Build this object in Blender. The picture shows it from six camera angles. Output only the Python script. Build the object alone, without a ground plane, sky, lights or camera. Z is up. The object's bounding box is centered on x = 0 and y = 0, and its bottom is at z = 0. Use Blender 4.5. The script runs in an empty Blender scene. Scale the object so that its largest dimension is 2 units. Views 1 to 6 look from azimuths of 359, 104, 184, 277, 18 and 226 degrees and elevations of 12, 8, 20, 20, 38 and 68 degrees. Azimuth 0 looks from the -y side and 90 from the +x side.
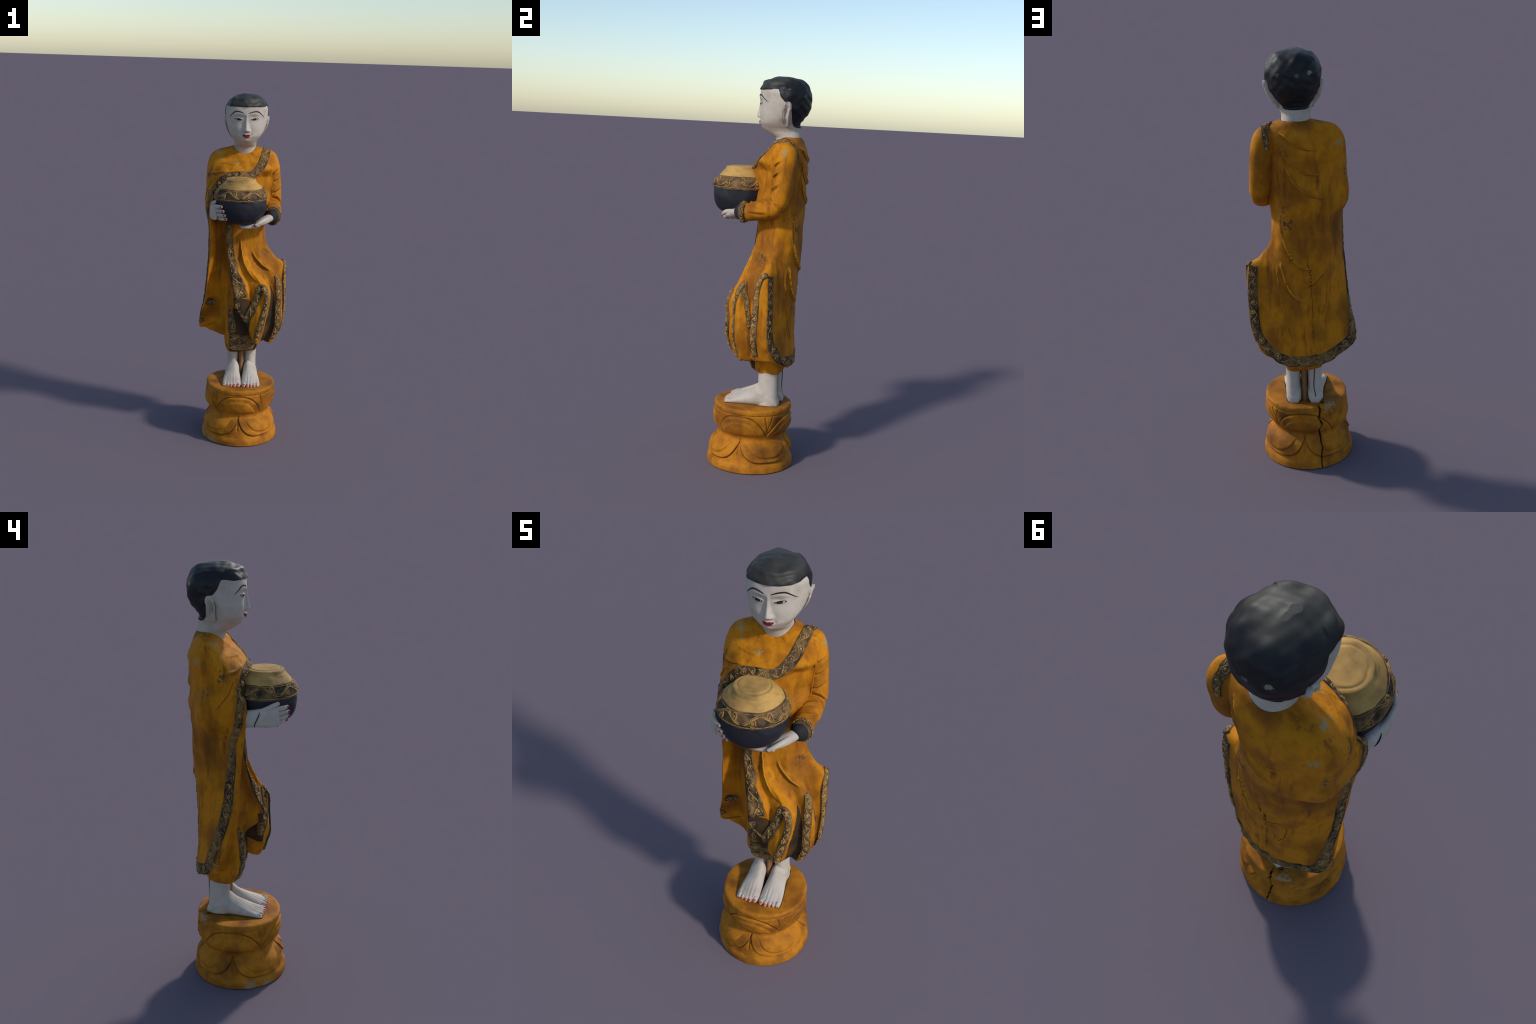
# Painted wooden statue of a novice monk holding an alms bowl, standing on a lotus pedestal.
# Every part is a loft, a sweep or a relief computed from named guide curves.
import bpy, math, random
import numpy as np
from mathutils import Vector
from mathutils.bvhtree import BVHTree

rng = np.random.default_rng(7)
random.seed(7)
TAU = 2 * math.pi

# ------------------------------------------------------------------ numeric helpers
def pchip(xs, ys, x):
    """monotone cubic through (xs, ys), clamped outside"""
    xs = np.asarray(xs, float); ys = np.asarray(ys, float); x = np.asarray(x, float)
    h = np.diff(xs); d = np.diff(ys) / h
    m = np.zeros_like(ys)
    m[0], m[-1] = d[0], d[-1]
    for i in range(1, len(xs) - 1):
        if d[i - 1] * d[i] > 0:
            w1, w2 = 2 * h[i] + h[i - 1], h[i] + 2 * h[i - 1]
            m[i] = (w1 + w2) / (w1 / d[i - 1] + w2 / d[i])
    xc = np.clip(x, xs[0], xs[-1])
    i = np.clip(np.searchsorted(xs, xc) - 1, 0, len(xs) - 2)
    t = (xc - xs[i]) / h[i]
    return ((1 + 2 * t) * (1 - t) ** 2 * ys[i] + t * (1 - t) ** 2 * h[i] * m[i]
            + t * t * (3 - 2 * t) * ys[i + 1] + t * t * (t - 1) * h[i] * m[i + 1])

def table(rows, x):
    rows = np.asarray(rows, float)
    o = np.argsort(rows[:, 0])
    return pchip(rows[o, 0], rows[o, 1], x)

def spline(pts, n, closed=False, tension=0.5):
    """Catmull-Rom through 3D points, n samples"""
    P = np.asarray(pts, float); k = len(P)
    if closed:
        Q = np.vstack([P[-1:], P, P[:2]]); segs = k
    else:
        Q = np.vstack([2 * P[:1] - P[1:2], P, 2 * P[-1:] - P[-2:-1]]); segs = k - 1
    u = np.linspace(0, segs, n, endpoint=not closed)
    i = np.minimum(u.astype(int), segs - 1); t = (u - i)[:, None]
    a, b, c, d = Q[i], Q[i + 1], Q[i + 2], Q[i + 3]
    m1, m2 = tension * (c - a), tension * (d - b)
    return ((2 * t**3 - 3 * t**2 + 1) * b + (t**3 - 2 * t**2 + t) * m1
            + (-2 * t**3 + 3 * t**2) * c + (t**3 - t**2) * m2)

def resample(P, ds):
    seg = np.linalg.norm(np.diff(P, axis=0), axis=1); L = np.r_[0, np.cumsum(seg)]
    n = max(int(L[-1] / ds), 3); s = np.linspace(0, L[-1], n)
    return np.stack([np.interp(s, L, P[:, k]) for k in range(P.shape[1])], 1), s

def smoothstep(a, b, x):
    t = np.clip((x - a) / (b - a), 0, 1); return t * t * (3 - 2 * t)

def gauss(d, w): return np.exp(-(d / w) ** 2)

def unit(v): return v / np.maximum(np.linalg.norm(v, axis=-1, keepdims=True), 1e-12)

def wobble(P, scale, seed, octaves=3):
    """cheap smooth 3D noise: sums of sines in random directions, about -1..1"""
    r = np.random.default_rng(seed); out = np.zeros(P.shape[:-1]); amp, tot = 1.0, 0.0
    for o in range(octaves):
        for _ in range(5):
            k = r.normal(size=3); k *= scale * 2**o / np.linalg.norm(k) * r.uniform(.6, 1.4)
            out += amp * np.sin(P @ k + r.uniform(0, TAU))
        tot += amp * 2.2; amp *= .5
    return out / tot

# ------------------------------------------------------------------ scene graph
def new_object(name, mesh, parent):
    ob = bpy.data.objects.new(name, mesh)
    bpy.context.scene.collection.objects.link(ob)
    ob.parent = parent
    return ob

statue = bpy.data.objects.new("monk_statue", None)
bpy.context.scene.collection.objects.link(statue)
statue["label"] = "painted wooden monk in ochre robe holding alms bowl"
statue["category"] = "statue"

def mesh_object(name, V, F, mat, parent=statue, smooth=True, normals=None, stuff=False, mats=None, mat_index=None):
    me = bpy.data.meshes.new(name)
    me.from_pydata(np.asarray(V, float).tolist(), [], [tuple(int(i) for i in f) for f in F])
    for m in (mats or [mat]): me.materials.append(m)
    if mat_index is not None: me.polygons.foreach_set("material_index", np.asarray(mat_index, np.int32))
    if smooth: me.polygons.foreach_set("use_smooth", [True] * len(me.polygons))
    me.update()
    if normals is not None: me.normals_split_custom_set_from_vertices(np.asarray(normals, float).tolist())
    ob = new_object(name, me, parent)
    if stuff: ob["kind"] = "stuff"
    return ob

def grid_faces(nu, nv, wrap_v=False, flip=False):
    """faces of a (nu rows) x (nv columns) vertex grid"""
    i, j = np.meshgrid(np.arange(nu - 1), np.arange(nv if wrap_v else nv - 1), indexing="ij")
    j2 = (j + 1) % nv
    f = np.stack([i * nv + j, i * nv + j2, (i + 1) * nv + j2, (i + 1) * nv + j], -1).reshape(-1, 4)
    return f[:, ::-1] if flip else f

def vertex_normals(V, F):
    F = np.asarray(F)
    n = np.cross(V[F[:, 2]] - V[F[:, 0]], V[F[:, 3]] - V[F[:, 1]])
    N = np.zeros_like(V)
    for k in range(4): np.add.at(N, F[:, k], n)
    return unit(N)

def grid_normals(G, wrap):
    if wrap: dv = np.roll(G, -1, 1) - np.roll(G, 1, 1)
    else: dv = np.gradient(G, axis=1)
    du = np.gradient(G, axis=0)
    return unit(np.cross(dv, du))

def bvh_of(V, F): return BVHTree.FromPolygons([Vector(v) for v in V.tolist()], [tuple(int(i) for i in f) for f in F])

def split_by_region(parts, V, F, region, N, parent=statue, mats=None):
    """separate the faces of one smooth surface into named objects whose borders coincide"""
    F = np.asarray(F); made = {}
    for k, (name, mat) in enumerate(parts):
        sel = F[region == k]
        if not len(sel): continue
        used, inv = np.unique(sel, return_inverse=True)
        made[name] = mesh_object(name, V[used], inv.reshape(sel.shape), mat, parent, normals=N[used])
    return made

def tube(path, radii, nseg=24, n=60, up=(0, 0, 1), cap=True, squash=2.0):
    """loft of ellipses along a spline; radii = [(ra, rb)...] per path point: ra sideways, rb along 'up'"""
    P = spline(path, n); R = np.asarray(radii, float)
    if R.ndim == 1: R = np.stack([R, R], 1)
    t = np.linspace(0, 1, n); tk = np.linspace(0, 1, len(R))
    ra, rb = pchip(tk, R[:, 0], t), pchip(tk, R[:, 1], t)
    T = unit(np.gradient(P, axis=0)); up = np.asarray(up, float)
    S = unit(np.cross(T, up)); U = unit(np.cross(S, T))
    a = np.linspace(0, TAU, nseg, endpoint=False)
    ca = np.sign(np.cos(a)) * np.abs(np.cos(a)) ** (2 / squash); sa = np.sign(np.sin(a)) * np.abs(np.sin(a)) ** (2 / squash)
    if cap:   # round both ends
        k = 6; q = np.linspace(0, math.pi / 2, k, endpoint=False)
        def ends(p, tdir, a0, b0):
            r = min(a0, b0) * .8
            return [(p + tdir * r * math.cos(x), math.sin(x)) for x in q]
        pre = ends(P[0], -T[0], ra[0], rb[0]); post = ends(P[-1], T[-1], ra[-1], rb[-1])[::-1]
        P = np.vstack([[e[0] for e in pre], P, [e[0] for e in post]])
        f0 = np.array([max(e[1], .02) for e in pre]); f1 = np.array([max(e[1], .02) for e in post])
        ra = np.r_[ra[0] * f0, ra, ra[-1] * f1]; rb = np.r_[rb[0] * f0, rb, rb[-1] * f1]
        S = np.vstack([np.repeat(S[:1], k, 0), S, np.repeat(S[-1:], k, 0)])
        U = np.vstack([np.repeat(U[:1], k, 0), U, np.repeat(U[-1:], k, 0)])
    G = P[:, None] + ra[:, None, None] * ca[None, :, None] * S[:, None] + rb[:, None, None] * sa[None, :, None] * U[:, None]
    return G

def close_grid(G, flip=False):
    """grid (rows x closed columns) to verts + faces with end caps as fans"""
    nu, nv = G.shape[:2]; V = G.reshape(-1, 3)
    F = [tuple(f) for f in grid_faces(nu, nv, True, flip)]
    c0, c1 = len(V), len(V) + 1
    V = np.vstack([V, G[0].mean(0), G[-1].mean(0)])
    for j in range(nv):
        j2 = (j + 1) % nv
        a, b = (c0, j2, j), (c1, (nu - 1) * nv + j, (nu - 1) * nv + j2)
        F += [a[::-1], b[::-1]] if flip else [a, b]
    return V, F

def wire(points, r, nseg=6, taper=True):
    """thin round wire through the points, returns V, F"""
    P = np.asarray(points, float); n = len(P)
    T = unit(np.gradient(P, axis=0))
    ref = np.where(np.abs(T[:, 2:3]) > .9, [[1., 0, 0]], [[0, 0, 1.]])
    S = unit(np.cross(T, ref)); U = np.cross(S, T)
    a = np.linspace(0, TAU, nseg, endpoint=False)
    rr = np.full(n, r) if np.isscalar(r) else np.asarray(r)
    if taper: rr = rr * np.clip(np.minimum(np.arange(n) + 1, n - np.arange(n)) / 4, .3, 1)
    G = P[:, None] + rr[:, None, None] * (np.cos(a)[None, :, None] * S[:, None] + np.sin(a)[None, :, None] * U[:, None])
    return close_grid(G)

def ball(c, r, squash=(1, 1, 1), nu=7, nv=10):
    th = np.linspace(.001, math.pi - .001, nu); ph = np.linspace(0, TAU, nv, endpoint=False)
    G = np.stack([np.sin(th)[:, None] * np.cos(ph), np.sin(th)[:, None] * np.sin(ph), np.cos(th)[:, None] + 0 * ph], -1)
    G = np.asarray(c) + r * G * np.asarray(squash)
    return close_grid(G, flip=True)

class Heap:
    """collects many small pieces into one mesh"""
    def __init__(s): s.V, s.F, s.n = [], [], 0
    def add(s, VF):
        V, F = VF; s.V.append(V); s.F += [tuple(i + s.n for i in f) for f in F]; s.n += len(V)
    def make(s, name, mat, parent, stuff=True):
        return mesh_object(name, np.vstack(s.V), s.F, mat, parent, stuff=stuff)

# ------------------------------------------------------------------ materials
def lin(r, g, b):
    f = lambda c: (c / 255 / 12.92) if c / 255 <= .04045 else ((c / 255 + .055) / 1.055) ** 2.4
    return (f(r), f(g), f(b), 1)

class Mat:
    def __init__(s, name, rough=.55, spec=.35):
        s.m = bpy.data.materials.new(name); s.m.use_nodes = True
        s.nt = s.m.node_tree; s.b = s.nt.nodes["Principled BSDF"]
        s.b.inputs["Roughness"].default_value = rough
        s.b.inputs["Specular IOR Level"].default_value = spec
        s.co = s.nt.nodes.new("ShaderNodeTexCoord").outputs["Object"]
    def node(s, kind, **kw):
        n = s.nt.nodes.new(kind)
        for k, v in kw.items(): setattr(n, k, v)
        return n
    def link(s, a, b): s.nt.links.new(a, b)
    def mapped(s, scale=(1, 1, 1), loc=(0, 0, 0)):
        n = s.node("ShaderNodeMapping"); n.inputs["Scale"].default_value = scale; n.inputs["Location"].default_value = loc
        s.link(s.co, n.inputs["Vector"]); return n.outputs["Vector"]
    def noise(s, scale, detail=5, rough=.6, stretch=(1, 1, 1), seed=0., distort=0.):
        n = s.node("ShaderNodeTexNoise"); n.inputs["Scale"].default_value = scale
        n.inputs["Detail"].default_value = detail; n.inputs["Roughness"].default_value = rough
        n.inputs["Distortion"].default_value = distort
        s.link(s.mapped(stretch, (seed, seed * 1.7, -seed)), n.inputs["Vector"]); return n.outputs["Fac"]
    def ramp(s, fac, stops, interp="LINEAR"):
        n = s.node("ShaderNodeValToRGB"); n.color_ramp.interpolation = interp
        e = n.color_ramp.elements
        while len(e) < len(stops): e.new(.5)
        for k, (p, c) in enumerate(stops):
            e[k].position = p; e[k].color = c if len(c) == 4 else (*c, 1)
        s.link(fac, n.inputs["Fac"]); return n.outputs["Color"]
    def mask(s, fac, lo, hi):
        n = s.node("ShaderNodeMapRange"); n.interpolation_type = "SMOOTHSTEP"
        n.inputs["From Min"].default_value = lo; n.inputs["From Max"].default_value = hi
        s.link(fac, n.inputs["Value"]); return n.outputs["Result"]
    def math(s, op, a, b=None):
        n = s.node("ShaderNodeMath", operation=op)
        for k, v in enumerate((a, b)):
            if v is None: continue
            if isinstance(v, (int, float)): n.inputs[k].default_value = v
            else: s.link(v, n.inputs[k])
        return n.outputs["Value"]
    def mix(s, fac, a, b, blend="MIX"):
        n = s.node("ShaderNodeMix", data_type="RGBA", blend_type=blend)
        for sock, v in ((n.inputs[0], fac), (n.inputs[6], a), (n.inputs[7], b)):
            if isinstance(v, (int, float)): sock.default_value = v
            elif isinstance(v, tuple): sock.default_value = v
            else: s.link(v, sock)
        return n.outputs[2]
    def spot(s, centre, radius, seed, rag=.6):
        """ragged blotch round a place on the object"""
        n = s.node("ShaderNodeVectorMath", operation="DISTANCE"); n.inputs[1].default_value = centre
        s.link(s.co, n.inputs[0])
        d = s.math("DIVIDE", n.outputs["Value"], radius)
        d = s.math("ADD", d, s.math("MULTIPLY", s.math("SUBTRACT", s.noise(70, 4, .65, seed=seed), .5), rag * 6))
        return s.mask(d, 1.0, .75)
    def bump(s, height, strength=.3, dist=.002):
        n = s.node("ShaderNodeBump"); n.inputs["Strength"].default_value = strength; n.inputs["Distance"].default_value = dist
        s.link(height, n.inputs["Height"]); s.link(n.outputs["Normal"], s.b.inputs["Normal"])
    def out(s, color, rough=None):
        s.link(color, s.b.inputs["Base Color"])
        if rough is not None: s.link(rough, s.b.inputs["Roughness"])
        return s.m

def robe_material(name, shift=0.):
    m = Mat(name, .8, .22)
    big = m.noise(5.5, 4, .6, (1, 1, .7), seed=1.3 + shift)
    grain = m.noise(26, 6, .7, (1, 1, .16), seed=2.1 + shift)
    col = m.ramp(big, [(.30, lin(112, 65, 8)), (.43, lin(150, 91, 8)), (.56, lin(192, 122, 8)), (.67, lin(160, 97, 8)), (.80, lin(128, 72, 10))])
    col = m.mix(m.mask(grain, .52, .72), col, lin(118, 66, 12))
    olive = m.mask(m.noise(9, 5, .65, (1, 1, .5), seed=6.2 + shift), .60, .74)
    col = m.mix(m.math("MULTIPLY", olive, .55), col, lin(128, 94, 22))
    grime = m.mask(m.noise(30, 6, .75, (1, 1, .45), seed=4.4 + shift), .61, .74)
    col = m.mix(m.math("MULTIPLY", grime, .7), col, lin(70, 52, 26))
    bare = m.mask(m.noise(34, 5, .62, (1, 1, .8), seed=8.8 + shift), .735, .76)
    zone = m.mask(m.noise(5, 2, .5, seed=3.9 + shift), .52, .62)
    col = m.mix(m.math("MULTIPLY", bare, zone), col, lin(148, 136, 104))
    # the places where the paint has flaked off to grey primer, and the dark worn patches
    for k, (c, r) in enumerate([((-.205, .128, 1.47), .020), ((-.15, .10, 1.672), .019), ((-.05, .02, 1.625), .015), ((-.19, .17, 1.60), .016),
                                ((.195, .16, 1.635), .018), ((-.13, .05, 1.655), .018)]):
        col = m.mix(m.spot(c, r, 11 + k, 1.0), col, lin(150, 134, 96) if k else lin(86, 82, 68))
    for k, (c, r) in enumerate([((-.21, .06, 1.54), .018), ((.09, .225, 1.30), .030), ((.15, .06, 1.10), .026), ((.05, .225, 1.25), .022)]):
        col = m.mix(m.math("MULTIPLY", m.spot(c, r, 31 + k, 1.0), .8), col, lin(62, 56, 44))
    m.bump(m.math("ADD", grain, m.noise(90, 4, .6, seed=5)), .25, .0015)
    return m.out(col, m.math("ADD", m.math("MULTIPLY", big, .3), .62))

def border_material():
    m = Mat("carved_border_paint", .75, .25)
    n = m.noise(22, 5, .7, (1, 1, .5), seed=3)
    col = m.ramp(n, [(.36, lin(36, 30, 26)), (.48, lin(80, 61, 40)), (.60, lin(128, 98, 58)), (.78, lin(66, 51, 36))])
    m.bump(m.noise(120, 4, .6), .4, .002)
    return m.out(col)

def gilt_material(name, a, b, c):
    m = Mat(name, .72, .28)
    n = m.noise(34, 5, .7, seed=9)
    col = m.ramp(n, [(.34, a), (.48, b), (.66, c)])
    m.bump(m.noise(150, 3, .6), .3, .001)
    return m.out(col)

def plain_material(name, stops, scale=8, rough=.75, spec=.25, stretch=(1, 1, 1), bump=.2, seed=0.):
    m = Mat(name, rough, spec)
    col = m.ramp(m.noise(scale, 5, .6, stretch, seed=seed), stops)
    m.bump(m.noise(60, 4, .6, stretch, seed=seed), bump, .0012)
    return m.out(col)

def skin_material(name, pale, mid, dirt):
    m = Mat(name, .78, .22)
    col = m.ramp(m.noise(9, 5, .6, seed=4), [(.3, mid), (.55, pale), (.8, mid)])
    fine = m.mask(m.noise(55, 5, .7, seed=1.5), .66, .78)
    col = m.mix(m.math("MULTIPLY", fine, .45), col, dirt)
    # fine craquelure of the old paint
    v = m.node("ShaderNodeTexVoronoi", feature="DISTANCE_TO_EDGE"); v.inputs["Scale"].default_value = 42
    m.link(m.mapped((1, 1, .7)), v.inputs["Vector"])
    crack = m.math("MULTIPLY", m.mask(v.outputs["Distance"], .018, .004), m.mask(m.noise(14, 2, .5, seed=7), .5, .62))
    col = m.mix(m.math("MULTIPLY", crack, .35), col, dirt)
    m.bump(m.noise(70, 4, .6), .15, .001)
    return m.out(col)

ROBE = robe_material("ochre_robe_paint")
BORDER = border_material()
GILT = gilt_material("worn_gilt_relief", lin(66, 52, 34), lin(138, 107, 60), lin(178, 140, 78))
SKIN = skin_material("ivory_skin_paint", lin(187, 177, 166), lin(164, 153, 140), lin(104, 88, 70))
HAIR = None
def hair_material():
    m = Mat("black_hair_paint", .52, .3)
    col = m.ramp(m.noise(7, 4, .6, seed=2), [(.3, lin(18, 18, 22)), (.5, lin(24, 24, 28)), (.7, lin(32, 32, 32))])
    # greyer zone over the crown, and chips
    sep = m.node("ShaderNodeSeparateXYZ"); m.link(m.co, sep.inputs[0])
    h = m.math("ADD", sep.outputs["Z"], m.math("MULTIPLY", m.math("SUBTRACT", m.noise(9, 3, .5, seed=5), .5), .10))
    h = m.math("SUBTRACT", h, m.math("MULTIPLY", sep.outputs["Y"], .22))
    col = m.mix(m.mask(h, 1.925, 1.965), col, lin(54, 53, 48))
    for k, (c, r) in enumerate([((-.075, .222, 1.905), .011), ((.06, .225, 1.905), .011), ((.105, .16, 1.93), .009), ((-.02, .243, 1.9), .008)]):
        col = m.mix(m.spot(c, r, 50 + k, .8), col, lin(126, 116, 100) if k == 0 else lin(84, 82, 84))
    m.bump(m.noise(26, 4, .6), .3, .003)
    return m.out(col)
HAIR = hair_material()
BLACK = plain_material("brow_black_paint", [(.3, lin(22, 22, 26)), (.7, lin(30, 30, 34))])
EYEWHITE = plain_material("eye_white_paint", [(.3, lin(178, 172, 162)), (.7, lin(196, 190, 180))])
LIP = plain_material("lip_red_paint", [(.3, lin(112, 20, 28)), (.7, lin(132, 26, 32))], rough=.4)
NAIL = plain_material("fingernail_red_paint", [(.3, lin(140, 26, 42)), (.7, lin(164, 36, 50))], rough=.4)
TOENAIL = plain_material("toenail_red_paint", [(.3, lin(206, 56, 44)), (.7, lin(222, 74, 60))], rough=.4)
BOWL = plain_material("navy_lacquer", [(.3, lin(26, 26, 32)), (.5, lin(34, 34, 44)), (.7, lin(30, 30, 38))], 6, .6, .3, seed=3)
LID = plain_material("tan_lid_paint", [(.30, lin(128, 100, 58)), (.48, lin(168, 132, 74)), (.62, lin(188, 148, 82)), (.8, lin(150, 116, 66))], 9, .75, .25, (1, 1, 2.4), .3, seed=1)
BAND = plain_material("bowl_band_ground", [(.36, lin(40, 34, 30)), (.50, lin(90, 70, 46)), (.66, lin(128, 98, 62))], 20, .75, seed=6)
BANDGILT = gilt_material("bowl_band_gilt", lin(80, 61, 38), lin(136, 104, 60), lin(172, 133, 77))
CUFFIN = plain_material("dark_cuff_paint", [(.3, lin(30, 30, 36)), (.7, lin(44, 42, 46))])
DARK = plain_material("crack_shadow_wood", [(.3, lin(30, 20, 14)), (.7, lin(44, 30, 20))], rough=.8)
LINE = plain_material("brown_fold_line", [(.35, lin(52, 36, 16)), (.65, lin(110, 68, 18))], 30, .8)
DARKBROWN = plain_material("dark_brown_paint", [(.34, lin(40, 32, 24)), (.52, lin(66, 48, 28)), (.70, lin(92, 60, 24))], 12, .8, seed=2)
RIDGE = plain_material("lighter_ochre_ridge", [(.3, lin(164, 104, 10)), (.55, lin(196, 132, 18)), (.75, lin(176, 108, 10))], 14, .75)  # lighter ochre than the robe, along the fold crests
CREASE = plain_material("dark_crease", [(.3, lin(100, 84, 66)), (.7, lin(136, 118, 98))], 30, .8)
WOOD = plain_material("brown_bare_wood", [(.3, lin(120, 84, 52)), (.7, lin(150, 108, 70))], 14)

def pedestal_material():
    m = Mat("ochre_pedestal_paint", .75, .25)
    big = m.noise(7, 5, .6, seed=3.3)
    col = m.ramp(big, [(.30, lin(106, 63, 12)), (.43, lin(142, 86, 14)), (.57, lin(180, 114, 18)), (.76, lin(132, 78, 14))])
    wear = m.mask(m.noise(18, 6, .7, (1, 1, .5), seed=7.1), .58, .74)
    col = m.mix(m.math("MULTIPLY", wear, .6), col, lin(120, 78, 28))
    grime = m.mask(m.noise(32, 6, .75, seed=2.4), .62, .76)
    col = m.mix(m.math("MULTIPLY", grime, .8), col, lin(52, 40, 26))
    chip = m.mask(m.noise(30, 4, .6, seed=9.6), .74, .77)
    col = m.mix(chip, col, lin(160, 150, 126))
    # pale scuffs where it has been knocked along the back rim and foot
    for k, (c, r) in enumerate([((-.12, .19, .325), .03), ((-.2, -.06, .01), .03), ((-.15, -.13, .01), .024)]):
        col = m.mix(m.math("MULTIPLY", m.spot(c, r, 70 + k, .9), .8), col, lin(146, 132, 104))
    m.bump(m.math("ADD", m.noise(40, 5, .65, seed=4), big), .3, .002)
    return m.out(col)
PEDESTAL = pedestal_material()
PLINE = plain_material("petal_line_brown", [(.36, lin(48, 34, 16)), (.56, lin(96, 58, 16)), (.7, lin(130, 76, 18))], 26, .8)

# ------------------------------------------------------------------ relief tool
def polyline_field(V, path, samples=60, normals=None):
    """distance of every vertex to a curve and the curve's end taper at the nearest point"""
    P = spline(path, samples); best = np.full(len(V), 9.); wt = np.zeros(len(V))
    near = np.linalg.norm(V - P.mean(0), axis=1) < np.linalg.norm(P - P.mean(0), axis=1).max() + .06
    W = V[near]
    b = np.full(len(W), 9.); k = np.zeros(len(W), int)
    for i, p in enumerate(P):
        d = ((W - p) ** 2).sum(1)
        s = d < b; b[s] = d[s]; k[s] = i
    best[near] = np.sqrt(b); t = k / (samples - 1)
    wt[near] = np.clip(np.minimum(t * 5, (1 - t) * 3.5), 0, 1)
    if normals is None: return best, wt
    side = np.zeros(len(V)); tang = np.gradient(P, axis=0)
    side[near] = (np.cross(normals[near], tang[k]) * (W - P[k])).sum(1)
    return best, wt, side

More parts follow.
